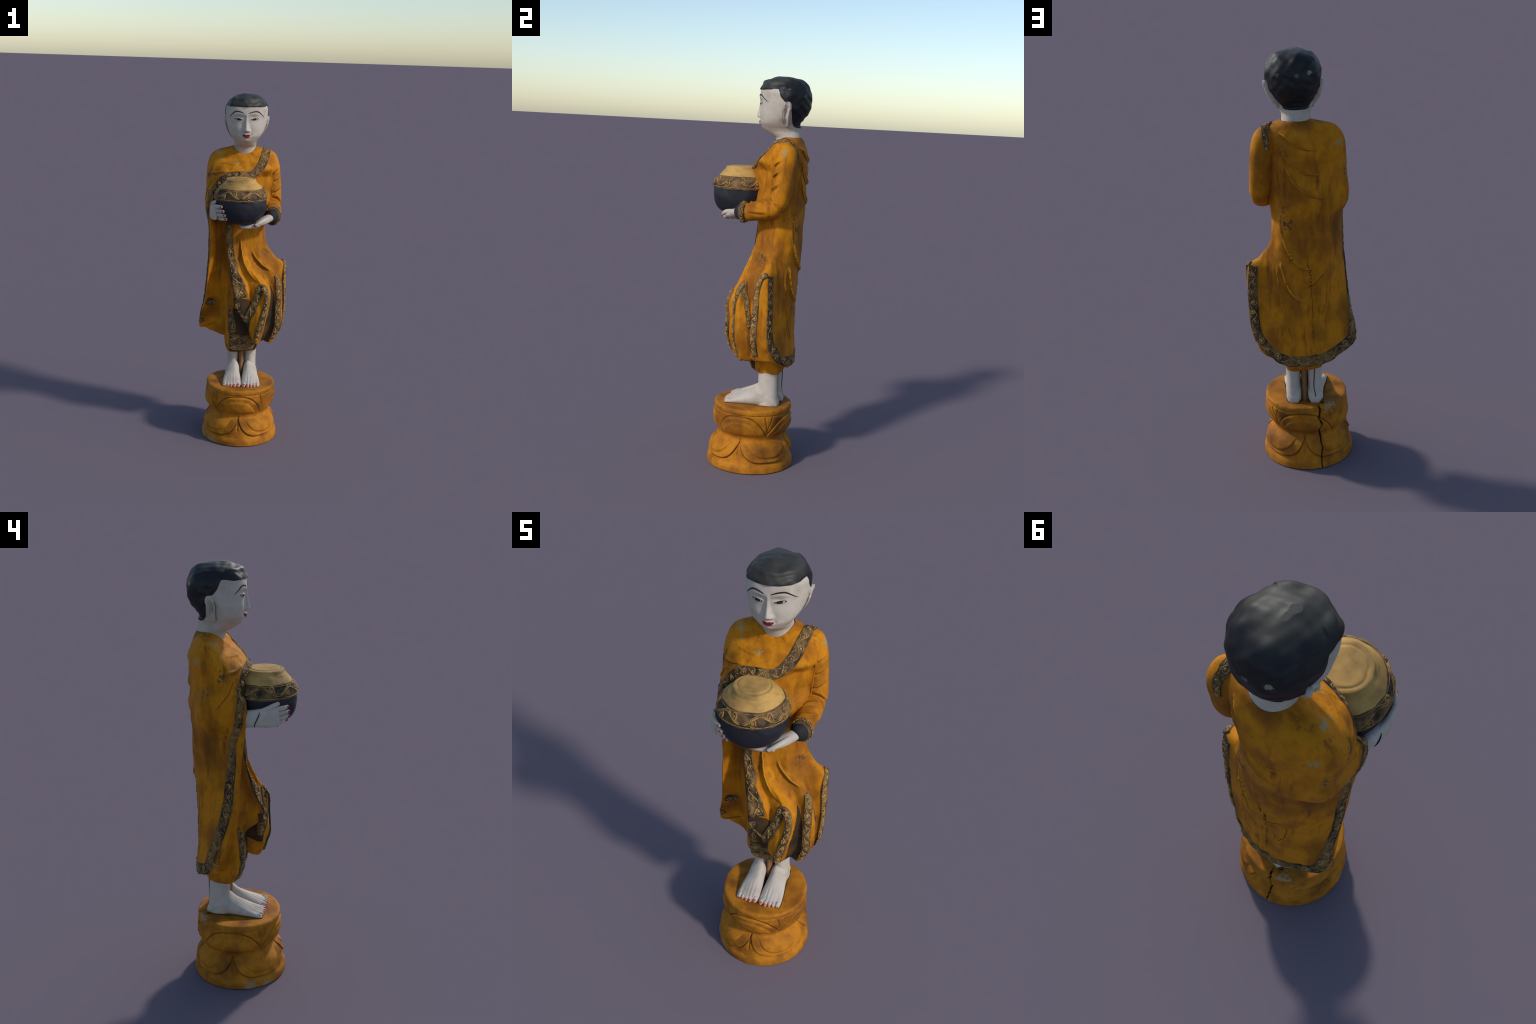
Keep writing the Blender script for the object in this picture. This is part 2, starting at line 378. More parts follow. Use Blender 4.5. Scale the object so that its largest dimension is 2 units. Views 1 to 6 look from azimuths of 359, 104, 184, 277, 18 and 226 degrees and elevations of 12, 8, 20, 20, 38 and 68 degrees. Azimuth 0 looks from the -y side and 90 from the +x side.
# ------------------------------------------------------------------ robe: guide curves
# every guide runs from hem to neck: (x, y) at the LEVELS, and the height of its own hem
LEVELS = [.56, .62, .70, .78, .86, .94, 1.02, 1.06, 1.15, 1.25]
GUIDES = {
 "strip_left": (.815, [(-0.02,-0.075),(-0.02,-0.08),(-0.025,-0.085),(-0.038,-0.098),(-0.046,-0.094),(-0.06,-0.064),(-0.078,-0.038),(-0.085,-0.03),(-0.095,-0.016),(-0.1,-0.008)]),
 "strip_ridge": (.735, [(0.01,-0.05),(0.01,-0.06),(0.014,-0.072),(0.018,-0.084),(0.034,-0.078),(0.003,-0.074),(-0.033,-0.038),(-0.045,-0.022),(-0.06,-0.018),(-0.065,-0.008)]),
 "first_valley": (.690, [(0.03,-0.065),(0.03,-0.07),(0.034,-0.08),(0.038,-0.084),(0.048,-0.06),(0.03,-0.048),(-0.002,-0.034),(-0.018,-0.016),(-0.03,-0.004),(-0.03,0.004)]),
 "front_left": (.655, [(0.048,-0.078),(0.055,-0.086),(0.064,-0.096),(0.078,-0.1),(0.094,-0.088),(0.086,-0.064),(0.03,-0.042),(0.008,-0.028),(0.0,-0.004),(0.0,0.006)]),
 "front_crest": (.583, [(0.085,-0.055),(0.093,-0.086),(0.105,-0.108),(0.124,-0.104),(0.138,-0.104),(0.117,-0.068),(0.06,-0.014),(0.036,-0.006),(0.03,0.004),(0.03,0.012)]),
 "front_valley": (.592, [(0.12,-0.01),(0.142,-0.022),(0.162,-0.038),(0.17,-0.044),(0.17,-0.05),(0.15,-0.028),(0.1,0.0),(0.065,0.004),(0.06,0.01),(0.055,0.017)]),
 "wing_front": (.580, [(0.165,-0.012),(0.186,-0.026),(0.207,-0.038),(0.212,-0.042),(0.208,-0.044),(0.194,-0.032),(0.136,0.0),(0.098,0.004),(0.088,0.016),(0.08,0.027)]),
 "wing_crest": (.590, [(0.182,0.0),(0.208,0.0),(0.232,-0.006),(0.236,-0.01),(0.232,-0.014),(0.214,-0.01),(0.16,0.012),(0.12,0.02),(0.106,0.032),(0.098,0.042)]),
 "wing_back": (.590, [(0.18,0.038),(0.208,0.038),(0.23,0.036),(0.23,0.03),(0.218,0.02),(0.198,0.018),(0.166,0.036),(0.138,0.048),(0.118,0.055),(0.11,0.06)]),
 "side_valley": (.600, [(0.176,0.056),(0.202,0.056),(0.213,0.056),(0.214,0.056),(0.206,0.052),(0.196,0.052),(0.172,0.064),(0.152,0.078),(0.126,0.085),(0.117,0.085)]),
 "side_front": (.595, [(0.195,0.085),(0.224,0.078),(0.242,0.066),(0.246,0.068),(0.245,0.072),(0.242,0.078),(0.236,0.088),(0.19,0.1),(0.13,0.11),(0.12,0.11)]),
 "side_back": (.597, [(0.19,0.15),(0.216,0.148),(0.239,0.138),(0.245,0.136),(0.246,0.136),(0.244,0.134),(0.237,0.13),(0.186,0.126),(0.132,0.14),(0.122,0.14)]),
 "back_corner": (.575, [(0.148,0.18),(0.166,0.178),(0.174,0.168),(0.17,0.162),(0.164,0.158),(0.158,0.156),(0.15,0.157),(0.134,0.162),(0.114,0.169),(0.105,0.172)]),
 "back_left": (.548, [(0.083,0.212),(0.085,0.211),(0.086,0.201),(0.086,0.197),(0.085,0.196),(0.083,0.197),(0.08,0.2),(0.077,0.204),(0.074,0.209),(0.07,0.21)]),
 "back_middle":  (.545, [(.000,.223),(.000,.224),(.000,.216),(.000,.216),(.000,.217),(-.005,.219),(-.010,.224),(-.015,.227),(-.020,.231),(-.020,.232)]),
 "back_right": (.555, [(-0.095,0.206),(-0.097,0.205),(-0.1,0.196),(-0.1,0.194),(-0.1,0.194),(-0.099,0.196),(-0.098,0.2),(-0.098,0.203),(-0.098,0.207),(-0.098,0.208)]),
 "right_back": (.590, [(-0.165,0.176),(-0.169,0.172),(-0.162,0.159),(-0.153,0.155),(-0.147,0.156),(-0.143,0.158),(-0.141,0.16),(-0.141,0.162),(-0.142,0.163),(-0.146,0.164)]),
 "right_side": (.615, [(-0.214,0.147),(-0.217,0.145),(-0.207,0.137),(-0.194,0.126),(-0.184,0.118),(-0.179,0.114),(-0.177,0.112),(-0.177,0.11),(-0.178,0.108),(-0.184,0.104)]),
 "shawl_border": (.628, [(-0.247,0.112),(-0.248,0.112),(-0.241,0.11),(-0.224,0.096),(-0.211,0.08),(-0.205,0.068),(-0.201,0.052),(-0.198,0.046),(-0.195,0.036),(-0.197,0.028)]),
 "shawl_rim": (.632, [(-0.247,0.092),(-0.248,0.092),(-0.241,0.074),(-0.222,0.042),(-0.21,0.024),(-0.203,0.008),(-0.197,-0.006),(-0.194,-0.012),(-0.192,-0.018),(-0.194,-0.028)]),
 "rim_inside": (.632, [(-0.234,0.098),(-0.234,0.098),(-0.228,0.084),(-0.21,0.054),(-0.197,0.034),(-0.189,0.018),(-0.182,0.004),(-0.179,-0.003),(-0.176,-0.01),(-0.178,-0.022)]),
 "recess": (.600, [(-0.158,0.108),(-0.158,0.106),(-0.157,0.1),(-0.154,0.082),(-0.15,0.064),(-0.147,0.052),(-0.145,0.044),(-0.144,0.04),(-0.146,0.032),(-0.15,0.022)]),
 "inner_side": (.600, [(-0.1,0.07),(-0.1,0.066),(-0.1,0.054),(-0.102,0.038),(-0.105,0.028),(-0.108,0.023),(-0.112,0.022),(-0.114,0.022),(-0.118,0.02),(-0.125,0.014)]),
 "inner_front": (.760, [(-0.05,0.0),(-0.05,0.0),(-0.052,-0.01),(-0.056,-0.02),(-0.062,-0.026),(-0.074,-0.018),(-0.089,-0.008),(-0.095,-0.004),(-0.103,0.0),(-0.109,0.002)]),
}
# azimuth of each guide on the upper body (degrees from the front toward the statue's left)
UPPER_AZ = [338, 350, 2, 14, 26, 38, 50, 62, 74, 86, 98, 112, 130, 155, 180, 205, 228, 255, 280, 296, 306, 314, 322, 330]
# upper body ovals: height, left end, right end, front, back
OVALS = [(1.33, -.226, .135, -.012, .2325), (1.375, -.231, .150, -.022, .233), (1.43, -.224, .156, -.032, .232), (1.49, -.219, .162, -.040, .234),
         (1.545, -.218, .168, -.037, .238), (1.58, -.216, .172, -.009, .236), (1.615, -.211, .174, .019, .231), (1.64, -.204, .172, .041, .227),
         (1.658, -.192, .165, .055, .221), (1.672, -.176, .150, .060, .216), (1.686, -.140, .122, .068, .211), (1.696, -.100, .090, .074, .207), (1.703, -.068, .062, .082, .203)]
# where the shawl hem passes over the right forearm it stands forward of the body: heights and (x, y)
FOREARM_HEM = {"shawl_border": {1.33: (-.212,.016), 1.375: (-.213,.012), 1.43: (-.208,.012)},
               "shawl_rim": {1.33: (-.198,-.034), 1.375: (-.197,-.038), 1.43: (-.191,-.030)},
               "rim_inside": {1.33: (-.182,-.036), 1.375: (-.181,-.041), 1.43: (-.174,-.036)}}
NCOL, NROW, SUB = len(GUIDES), 300, 22

def robe_surface():
    lv = np.array(LEVELS + [o[0] for o in OVALS])
    cols = []
    tt = np.linspace(0, 1, NROW)
    for k, (name, (hem, low)) in enumerate(GUIDES.items()):
        az = math.radians(UPPER_AZ[k]); pts = list(low)
        for z, xl, xr, yf, yb in OVALS:
            cx, cy, rx, ry = (xl + xr) / 2, (yf + yb) / 2, (xr - xl) / 2, (yb - yf) / 2
            s, c = math.sin(az), -math.cos(az)
            # square where the shawl hangs over the right forearm, narrow behind
            p = (2.5 if z < 1.45 else 2.2 if z < 1.52 else 1.95) if s < 0 and c < 0 else 2.2 if c < 0 else (1.68 if z < 1.5 else 1.8) if s < 0 else 1.85
            pts.append(FOREARM_HEM.get(name, {}).get(z) or (cx + rx * math.copysign(abs(s) ** (2 / p), s), cy + ry * math.copysign(abs(c) ** (2 / p), c)))
        pts = np.array(pts)
        top = 1.703 - .040 * max(0, math.cos(az)) ** 2.0      # the neckline dips in front
        # the hem rises; the upper levels bend down toward the front neckline
        lvk = np.where(lv > 1.6, 1.6 + (lv - 1.6) * (top - 1.6) / (1.703 - 1.6), lv)
        w = np.where(tt < .45, tt / .45 * .40, np.where(tt < .80, .40 + (tt - .45) / .35 * .47, .87 + (tt - .80) / .20 * .13))
        z = hem + (top - hem) * w
        cols.append(np.stack([pchip(lvk, pts[:, 0], z), pchip(lvk, pts[:, 1], z), z], 1))
    for c in cols:                                          # hollow between the bowl and the left arm
        k = smoothstep(.035, .10, c[:, 0]) * smoothstep(1.585, 1.53, c[:, 2]) * smoothstep(1.36, 1.46, c[:, 2]) * (c[:, 1] < .09)
        c[:, 1] = np.minimum(c[:, 1] + .065 * k, np.maximum(c[:, 1], .10))
    for c in cols:                                          # the covered right upper arm
        k = gauss(np.hypot(c[:, 0] + .205, c[:, 1] - .135), .065) * smoothstep(1.34, 1.42, c[:, 2]) * smoothstep(1.67, 1.60, c[:, 2])
        c[:, 0] -= .006 * k; c[:, 1] += .005 * k
    C = np.stack(cols, 1)                                   # rows x guides x 3
    G = np.stack([spline(C[i], NCOL * SUB, True, .42) for i in range(NROW)])
    return G

G = robe_surface()
nr, nc = G.shape[:2]
# under-hem: curl the edge inward so the cloth has thickness and a closed bottom
mid = np.array([.0, .10, 0])
hem = G[0]
inn = []
for f, dz in ((.03, -.006), (.08, -.007), (.18, .0), (.45, .03), (.8, .06)):
    q = hem + (mid - hem) * np.array([f, f, 0]) + np.array([0, 0, dz]); inn.append(q)
G = np.concatenate([np.stack(inn[::-1]), G], 0)
nr = G.shape[0]
V = G.reshape(-1, 3).copy()
F = grid_faces(nr, nc, True)
N = vertex_normals(V, F)
bvh_raw = bvh_of(V, F)
def drop(p, bvh, off=0.):
    q, n, _, _ = bvh.find_nearest(Vector(p)); return np.array(q) + np.array(n) * off
# carved drapery: ridges (height > 0) and grooves, on the back given as (x, z)
def back(path, y=.23): return [(x, y, z) for x, z in path]
FOLDS = [
 ("shoulder_sweep", back([(.075,1.67),(.024,1.63),(-.035,1.597),(-.104,1.579)])),
 ("blade_sweep", back([(.075,1.62),(.04,1.551),(-.019,1.499),(-.073,1.475),(-.13,1.468)])),
 ("waist_sweep", back([(.062,1.54),(.025,1.457),(-.022,1.411),(-.075,1.377),(-.135,1.36)])),
 ("seat_sweep", back([(.087,1.20),(.059,1.128),(.023,1.072),(-.033,1.036),(-.078,1.033)])),
 ("thigh_sweep", back([(.105,1.06),(.097,1.026),(.062,.934),(.018,.887),(-.03,.866)])),
 ("calf_line", back([(.135,1.05),(.131,.993),(.111,.865),(.083,.764),(.053,.69),(.029,.62)])),
 ("hip_return", back([(-.13,1.01),(-.11,.995),(-.069,.959),(-.010,.944)])),
 ("knee_return", back([(-.165,1.0),(-.145,.886),(-.118,.83),(-.080,.778)])),
 ("chest_fold", [(-.04,.0,1.62),(-.10,.005,1.632),(-.16,.04,1.628)]),
 ("breast_fold", [(-.10,-.02,1.585),(-.17,.0,1.565),(-.21,.05,1.553)]),
 ("elbow_fold", [(-.185,-.01,1.545),(-.205,.02,1.50),(-.225,.06,1.44),(-.23,.10,1.39)]),
 ("hanging_fold", [(-.21,.16,1.44),(-.22,.136,1.366),(-.20,.106,1.30),(-.2,.09,1.2)]),
 ("lap_ridge", [(-.02,.0,1.20),(-.01,-.02,1.12),(.008,-.05,1.046),(.045,-.06,.985),(.088,-.066,.945)]),
 ("hip_ridge", [(.05,0,1.12),(.075,-.01,1.075),(.12,-.012,1.03),(.17,-.008,1.003)]),
]
disp = np.zeros(len(V))
for name, path in FOLDS:
    path = [tuple(drop(p, bvh_raw)) for p in spline(path, 12)]
    d, w = polyline_field(V, path)
    amp = .85 * {"chest_fold": .004, "breast_fold": .005, "elbow_fold": .006, "hanging_fold": .006, "calf_line": .0045, "knee_return": .003, "hip_return": .004}.get(name, .0085)
    disp += amp * .8 * w * gauss(d, .0065)
    d, w, sd = polyline_field(V, path, 60, N)              # cloth laps over itself: high above the edge, falling away slowly
    disp += amp * .75 * w * np.where(sd > 0, np.exp(-d / .030), np.exp(-(d / .006) ** 2))
    low = [(p[0] + (.006 if "line" in name else 0), p[1], p[2] - .013) for p in path]
    d, w = polyline_field(V, low)
    disp -= amp * .8 * w * gauss(d, .010)
# long soft vertical flutes on the lower shawl and lumpy hand carving everywhere
az = np.arctan2(V[:, 0], -(V[:, 1] - .1))
disp += .0022 * np.sin(az * 17 + 3 * np.sin(V[:, 2] * 5)) * smoothstep(1.0, .7, V[:, 2]) * smoothstep(.10, .2, V[:, 1])
disp += .0016 * wobble(V, 34, 5, 2) + .0007 * wobble(V, 110, 15, 2)
# a drying crack down the back
crack = [(-.030,.23,1.12),(-.041,.23,1.05),(-.051,.23,.987),(-.047,.23,.92),(-.053,.22,.846),(-.055,.22,.731),(-.052,.22,.69),(-.056,.22,.63)]
d, w = polyline_field(V, [tuple(drop(p, bvh_raw)) for p in crack], 120)
disp -= .004 * np.clip(w * 2, 0, 1) * gauss(d, .0025)
V = V + N * disp[:, None]
N = vertex_normals(V, F)
robe_bvh = bvh_of(V, F)
jcol = (np.arange(len(F)) % nc) / SUB            # guide index of each face
zf = V[F].mean(1)[:, 2]
region = np.full(len(F), 0)                      # 0 outer robe
names = list(GUIDES)
inner_from, inner_to = names.index("rim_inside"), names.index("side_valley")
inside = ((jcol > inner_from) | (jcol < inner_to)) & (zf < 1.36)
region[inside] = 1
fold = ((jcol > 2.2) & (jcol < names.index("side_valley")) & (zf < .93))
region[fold] = 2
side = (jcol >= names.index("side_valley")) & (jcol < names.index("side_back") - .3) & (zf < 1.045)
region[side] = 2
hollow = ((jcol < 2.5) | (jcol > 23.6)) & (zf < .862 - .014 * (jcol % 23.3)) | (jcol > 4.5) & (jcol < 5.72) & (zf < .925 - .30 * ((jcol - 5.05) / .65) ** 2)  # cloth under the folds coloured dark for the shadow of deeper hollows
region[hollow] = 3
robe_parts = split_by_region([("outer_robe", ROBE), ("inner_robe", ROBE), ("robe_fold", ROBE), ("painted_hollow_shade", DARKBROWN)], V, F, region, N)
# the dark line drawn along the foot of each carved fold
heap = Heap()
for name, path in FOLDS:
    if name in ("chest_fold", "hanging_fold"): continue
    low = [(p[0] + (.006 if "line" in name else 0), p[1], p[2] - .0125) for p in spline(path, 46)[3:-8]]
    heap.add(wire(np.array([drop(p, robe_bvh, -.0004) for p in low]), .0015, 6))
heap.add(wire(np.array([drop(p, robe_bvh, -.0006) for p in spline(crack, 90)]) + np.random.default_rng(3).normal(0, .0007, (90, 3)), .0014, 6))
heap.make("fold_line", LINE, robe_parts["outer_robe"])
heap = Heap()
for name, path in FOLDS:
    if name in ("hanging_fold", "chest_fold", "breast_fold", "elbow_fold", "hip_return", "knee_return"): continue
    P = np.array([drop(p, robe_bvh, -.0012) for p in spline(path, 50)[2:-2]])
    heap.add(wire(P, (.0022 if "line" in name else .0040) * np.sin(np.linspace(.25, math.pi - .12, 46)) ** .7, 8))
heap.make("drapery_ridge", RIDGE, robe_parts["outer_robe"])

# ------------------------------------------------------------------ inner skirt
SKIRT = [(.490, .060, .055, .150), (.494, .078, .034, .168), (.503, .088, .022, .178), (.53, .096, .008, .186), (.57, .101, -.004, .190),
         (.65, .102, -.014, .190), (.78, .098, -.010, .188), (.90, .096, .002, .186), (.96, .090, .02, .18)]
def skirt_surface():
    z = np.linspace(.490, .96, 130); a = np.linspace(0, TAU, 220, endpoint=False)
    S = np.array(SKIRT); p = 2.7
    rx, yf, yb = (pchip(S[:, 0], S[:, k], z) for k in (1, 2, 3))
    s, c = np.sin(a), -np.cos(a)
    X = rx[:, None] * np.sign(s) * np.abs(s) ** (2 / p)
    Y = ((yf + yb) / 2)[:, None] + ((yb - yf) / 2)[:, None] * np.sign(c) * np.abs(c) ** (2 / p)
    Z = np.repeat(z[:, None], len(a), 1) + .008 * np.sin(a * 2 + .6) * np.clip(1 - (z - .49) / .2, 0, 1)[:, None]
    return np.stack([X + .003, Y, Z], -1)
SG = skirt_surface()
SV = SG.reshape(-1, 3); SF = grid_faces(SG.shape[0], SG.shape[1], True)
SN = vertex_normals(SV, SF)
saz = np.arctan2(SV[:, 0], -(SV[:, 1] - .09))
SV = SV + SN * (.004 * np.exp(-((SV[:, 0] + .088) / .006) ** 2) * (SV[:, 1] < .05) + .0012 * wobble(SV, 40, 9, 2))[:, None]
SG = SV.reshape(SG.shape)
CV, CF = close_grid(SG)
cap = [f for f in CF if len(f) == 3]; quads = np.array([f for f in CF if len(f) == 4]); ctr = CV[quads].mean(1)
panel = (ctr[:, 1] < .05) & (ctr[:, 0] > -.070 + .02 * np.clip(.62 - ctr[:, 2], -.1, .1)) & (ctr[:, 2] > .497)
used, inv = np.unique(quads[panel], return_inverse=True); mesh_object("skirt_panel", CV[used], inv.reshape(-1, 4), DARKBROWN)
skirt = mesh_object("inner_skirt", CV, [tuple(f) for f in quads[~panel]] + cap, ROBE)
skirt_bvh = bvh_of(SV, SF)

# ------------------------------------------------------------------ carved borders with scroll relief
class Ribbon:
    """a raised band that follows a path over a surface; maps (length, across) to the surface"""
    def __init__(s, bvh, path, width, thick=.004, nv=13, rows=None):
        s.bvh = bvh
        if rows is not None: P = rows
        else:
            P = np.array([drop(p, bvh) for p in resample(spline(path, 400), .004)[0]])
            for _ in range(4): P[1:-1] = (P[:-2] + 2 * P[1:-1] + P[2:]) / 4
        P, L = resample(P, .0032); s.L = L; n = len(P)
        Nn = np.array([np.array(bvh.find_nearest(Vector(p))[1]) for p in P])
        for _ in range(10): Nn[1:-1] = (Nn[:-2] + 2 * Nn[1:-1] + Nn[2:]) / 4
        Nn = unit(Nn); T = unit(np.gradient(P, axis=0)); side = unit(np.cross(Nn, T))
        w = np.interp(np.linspace(0, 1, n), np.linspace(0, 1, len(width)), width); s.w = w
        v = np.linspace(-1, 1, nv); s.v = v
        prof = .55 + .45 * smoothstep(.72, .86, np.abs(v))            # raised lips on both edges
        prof = np.where(np.abs(v) > .97, -.6, prof)
        s.P = np.zeros((n, nv, 3)); s.N = np.zeros((n, nv, 3))
        for i in range(n):
            for j in range(nv):
                q, nn, _, _ = bvh.find_nearest(Vector(P[i] + side[i] * v[j] * w[i] / 2))
                s.P[i, j] = q; s.N[i, j] = nn
        for _ in range(3):
            s.N[1:-1] = s.N[:-2] + 2 * s.N[1:-1] + s.N[2:]; s.N[:, 1:-1] = s.N[:, :-2] + 2 * s.N[:, 1:-1] + s.N[:, 2:]; s.N = unit(s.N)
        s.P[1:-1] = (s.P[:-2] + 2 * s.P[1:-1] + s.P[2:]) / 4
        endw = np.clip(np.minimum(np.arange(n), n - 1 - np.arange(n)) / 2, 0, 1)
        h = thick * np.where(endw[:, None] > .3, prof[None], -.6)
        s.h = thick * .5
        s.top = s.P + s.N * h[..., None]
    def mesh(s, name, mat, parent):
        n, nv = s.top.shape[:2]
        V = s.top.reshape(-1, 3); F = grid_faces(n, nv)
        fn = np.cross(V[F[:, 1]] - V[F[:, 0]], V[F[:, 3]] - V[F[:, 0]])
        if (fn * s.N.reshape(-1, 3)[F[:, 0]]).sum() < 0: F = F[:, ::-1]
        return mesh_object(name, V, F, mat, parent)
    def at(s, u, v, h):
        """u metres along, v in -1..1 across, h above"""
        i = np.clip(np.interp(u, s.L, np.arange(len(s.L))), 0, len(s.L) - 1.001); j = np.clip((np.asarray(v) + 1) / 2 * (len(s.v) - 1), 0, len(s.v) - 1.001)
        i0, j0 = i.astype(int), j.astype(int); a, b = (i - i0)[:, None], (j - j0)[:, None]
        def g(A): return (A[i0, j0] * (1 - a) * (1 - b) + A[i0 + 1, j0] * a * (1 - b) + A[i0, j0 + 1] * (1 - a) * b + A[i0 + 1, j0 + 1] * a * b)
        return g(s.P) + unit(g(s.N)) * h

def scrolls(rb, heap, r=.0021, pitch=1.15, seed=0, edges=True):
    """running vine: a wave with a curl and a bead in every bay, plus a bead line along both lips"""
    R = random.Random(seed); L = rb.L[-1]; u = L * .01; k = 0
    while u < L - .012:
        w = float(np.interp(u, rb.L, rb.w)); lam = w * pitch * R.uniform(.9, 1.15)
        if u + lam > L: lam = L - u
        s = 1 if k % 2 else -1
        t = np.linspace(0, 1, 18)
        heap.add(wire(rb.at(u + t * lam, s * .50 * np.cos(t * math.pi), rb.h + .0004), r))
        # curl hanging from the crest into the bay
        q = np.linspace(0, 1, 26); turns = R.uniform(1.2, 1.5)
        rad = (1 - q) ** .8 * .55 + .05; ang = q * turns * TAU
        cu, cv = u + lam * R.uniform(.62, .72), -s * -.18
        uu = cu - s * 0 + np.cos(ang + math.pi) * rad * w * .5
        vv = cv * 1.0 + s * np.sin(ang) * rad * 1.0
        heap.add(wire(rb.at(np.clip(uu, 0, L), np.clip(vv, -.78, .78), rb.h + .0004), r * .9))
        c = rb.at(np.array([np.clip(cu, 0, L)]), np.array([cv]), rb.h)[0]
        heap.add(ball(c, r * 1.9))
        # leaf spur in the opposite corner
        t = np.linspace(0, 1, 9)
        heap.add(wire(rb.at(np.clip(u + lam * (.08 + .38 * t), 0, L), s * (-.62 + .5 * t ** 2 * .6) , rb.h + .0003), r * .8))
        u += lam; k += 1
    if edges:
        for e in (-.86, .86):
            uu = np.arange(0, L, .004)
            heap.add(wire(rb.at(uu, np.full(len(uu), e), rb.h * 1.7), r * .75, 5))

# the sash lies over the left shoulder, on robe and sleeve together
upper = tube([(.118,.168,1.655),(.134,.169,1.625),(.146,.167,1.57),(.155,.162,1.50),(.162,.156,1.43),(.167,.150,1.385),(.168,.144,1.362)],
             [(.040,.030),(.051,.050),(.056,.055),(.053,.051),(.051,.048),(.048,.042),(.040,.034)], 64, 110, up=(0, 1, 0.01))
uv, uf = close_grid(upper)
body_bvh = BVHTree.FromPolygons([Vector(v) for v in np.vstack([V, uv]).tolist()], [tuple(int(i) for i in f) for f in F] + [tuple(int(i) + len(V) for i in f[::-1]) for f in uf])
BORDERS = {
 "shawl": (robe_bvh, [(.222,.152,1.035),(.229,.158,.96),(.231,.16,.86),(.231,.162,.76),(.218,.17,.68),(.165,.197,.612),(.09,.216,.576),(.0,.224,.574),(-.09,.214,.580),(-.165,.19,.605),(-.228,.15,.645),(-.240,.125,.70),(-.226,.092,.78)],
           [.040,.046,.046,.048,.052,.054,.054,.054,.056,.058,.058,.050,.046]),
 "shawl_front": (body_bvh, [(-.226,.092,.78),(-.213,.062,.87),(-.206,.043,.96),(-.200,.034,1.06),(-.193,.024,1.16),(-.192,.020,1.25),(-.206,-.006,1.33),(-.205,-.012,1.39),(-.190,-.020,1.455),(-.150,-.035,1.515),(-.105,-.04,1.553),(-.05,-.045,1.566),(.02,-.04,1.564),(.058,-.03,1.570),(.085,.005,1.600),(.108,.055,1.648),(.121,.11,1.688),(.126,.165,1.708),(.126,.212,1.682),(.120,.234,1.632),(.113,.238,1.580)],
           [.046,.046,.046,.044,.042,.040,.036,.034,.034,.034,.034,.036,.038,.042,.048,.050,.050,.048,.040,.028,.014]),
 "front_fall": (robe_bvh, [(-.084,-.01,1.29),(-.080,-.01,1.20),(-.068,-.02,1.08),(-.050,-.04,1.01),(-.030,-.07,.95),(-.008,-.09,.885),(-.002,-.09,.855)],
           [.034,.034,.036,.042,.056,.072,.074]),
 "zigzag": (robe_bvh, [(-.030,-.09,.828),(-.022,-.085,.79),(-.004,-.08,.750),(.02,-.075,.732),(.045,-.07,.745),(.068,-.085,.80),(.086,-.085,.865),(.106,-.075,.918),(.132,-.09,.905),(.142,-.105,.855),(.135,-.105,.79),(.118,-.11,.72),(.100,-.11,.655),(.090,-.09,.605)],
           [.026,.036,.044,.046,.046,.044,.042,.036,.034,.038,.040,.042,.042,.034]),
 "wing": (robe_bvh, [(.202,-.012,.985),(.210,-.03,.94),(.210,-.045,.88),(.210,-.045,.80),(.208,-.042,.72),(.200,-.035,.65),(.182,-.03,.595)],
           [.030,.036,.038,.038,.038,.038,.034]),
 "wing_rear": (robe_bvh, [(.198,-.010,.992),(.220,.010,.955),(.224,.024,.90),(.222,.032,.83),(.222,.04,.76)], [.026,.028,.026,.020,.012]),
 "side": (robe_bvh, [(.236,.135,1.042),(.248,.098,1.02),(.250,.078,.95),(.252,.076,.87),(.252,.072,.78),(.25,.068,.69),(.236,.08,.615)],
           [.022,.028,.030,.032,.034,.036,.030]),
 "shawl_inside": (robe_bvh, [(-.212,.052,.800),(-.195,.058,.793),(-.175,.066,.785),(-.155,.068,.776)], [.040,.046,.042,.020]),
 "shawl_corner": (robe_bvh, [(-.248,.100,.690),(-.240,.094,.672),(-.228,.095,.655)], [.030,.034,.026]),
 "skirt_hem": (skirt_bvh, [(-.084,.0,.533),(-.05,.0,.531),(.0,.0,.532),(.05,.0,.532),(.088,.02,.533)], [.050,.052,.052,.052,.050]),
 "skirt_second": (skirt_bvh, [(-.080,.0,.592),(-.05,.0,.590),(.0,.0,.588),(.05,.0,.588),(.086,.01,.588)], [.056,.056,.056,.056,.056]),
 "skirt_edge": (skirt_bvh, [(-.074,.0,.90),(-.070,.0,.80),(-.060,.0,.70),(-.045,.0,.625)], [.018,.030,.044,.066]),
}
for k, (name, (bvh, path, width)) in enumerate(BORDERS.items()):
    rb = Ribbon(bvh, path, [w + .004 for w in width], .009 if name in ("front_fall", "zigzag", "wing", "side") else .0055)
    ob = rb.mesh("hem_border", BORDER, statue)
    heap = Heap(); scrolls(rb, heap, .0033 if min(width) > .02 else .0025, .92, k, edges=False)
    heap.make("scroll_relief", GILT, ob)

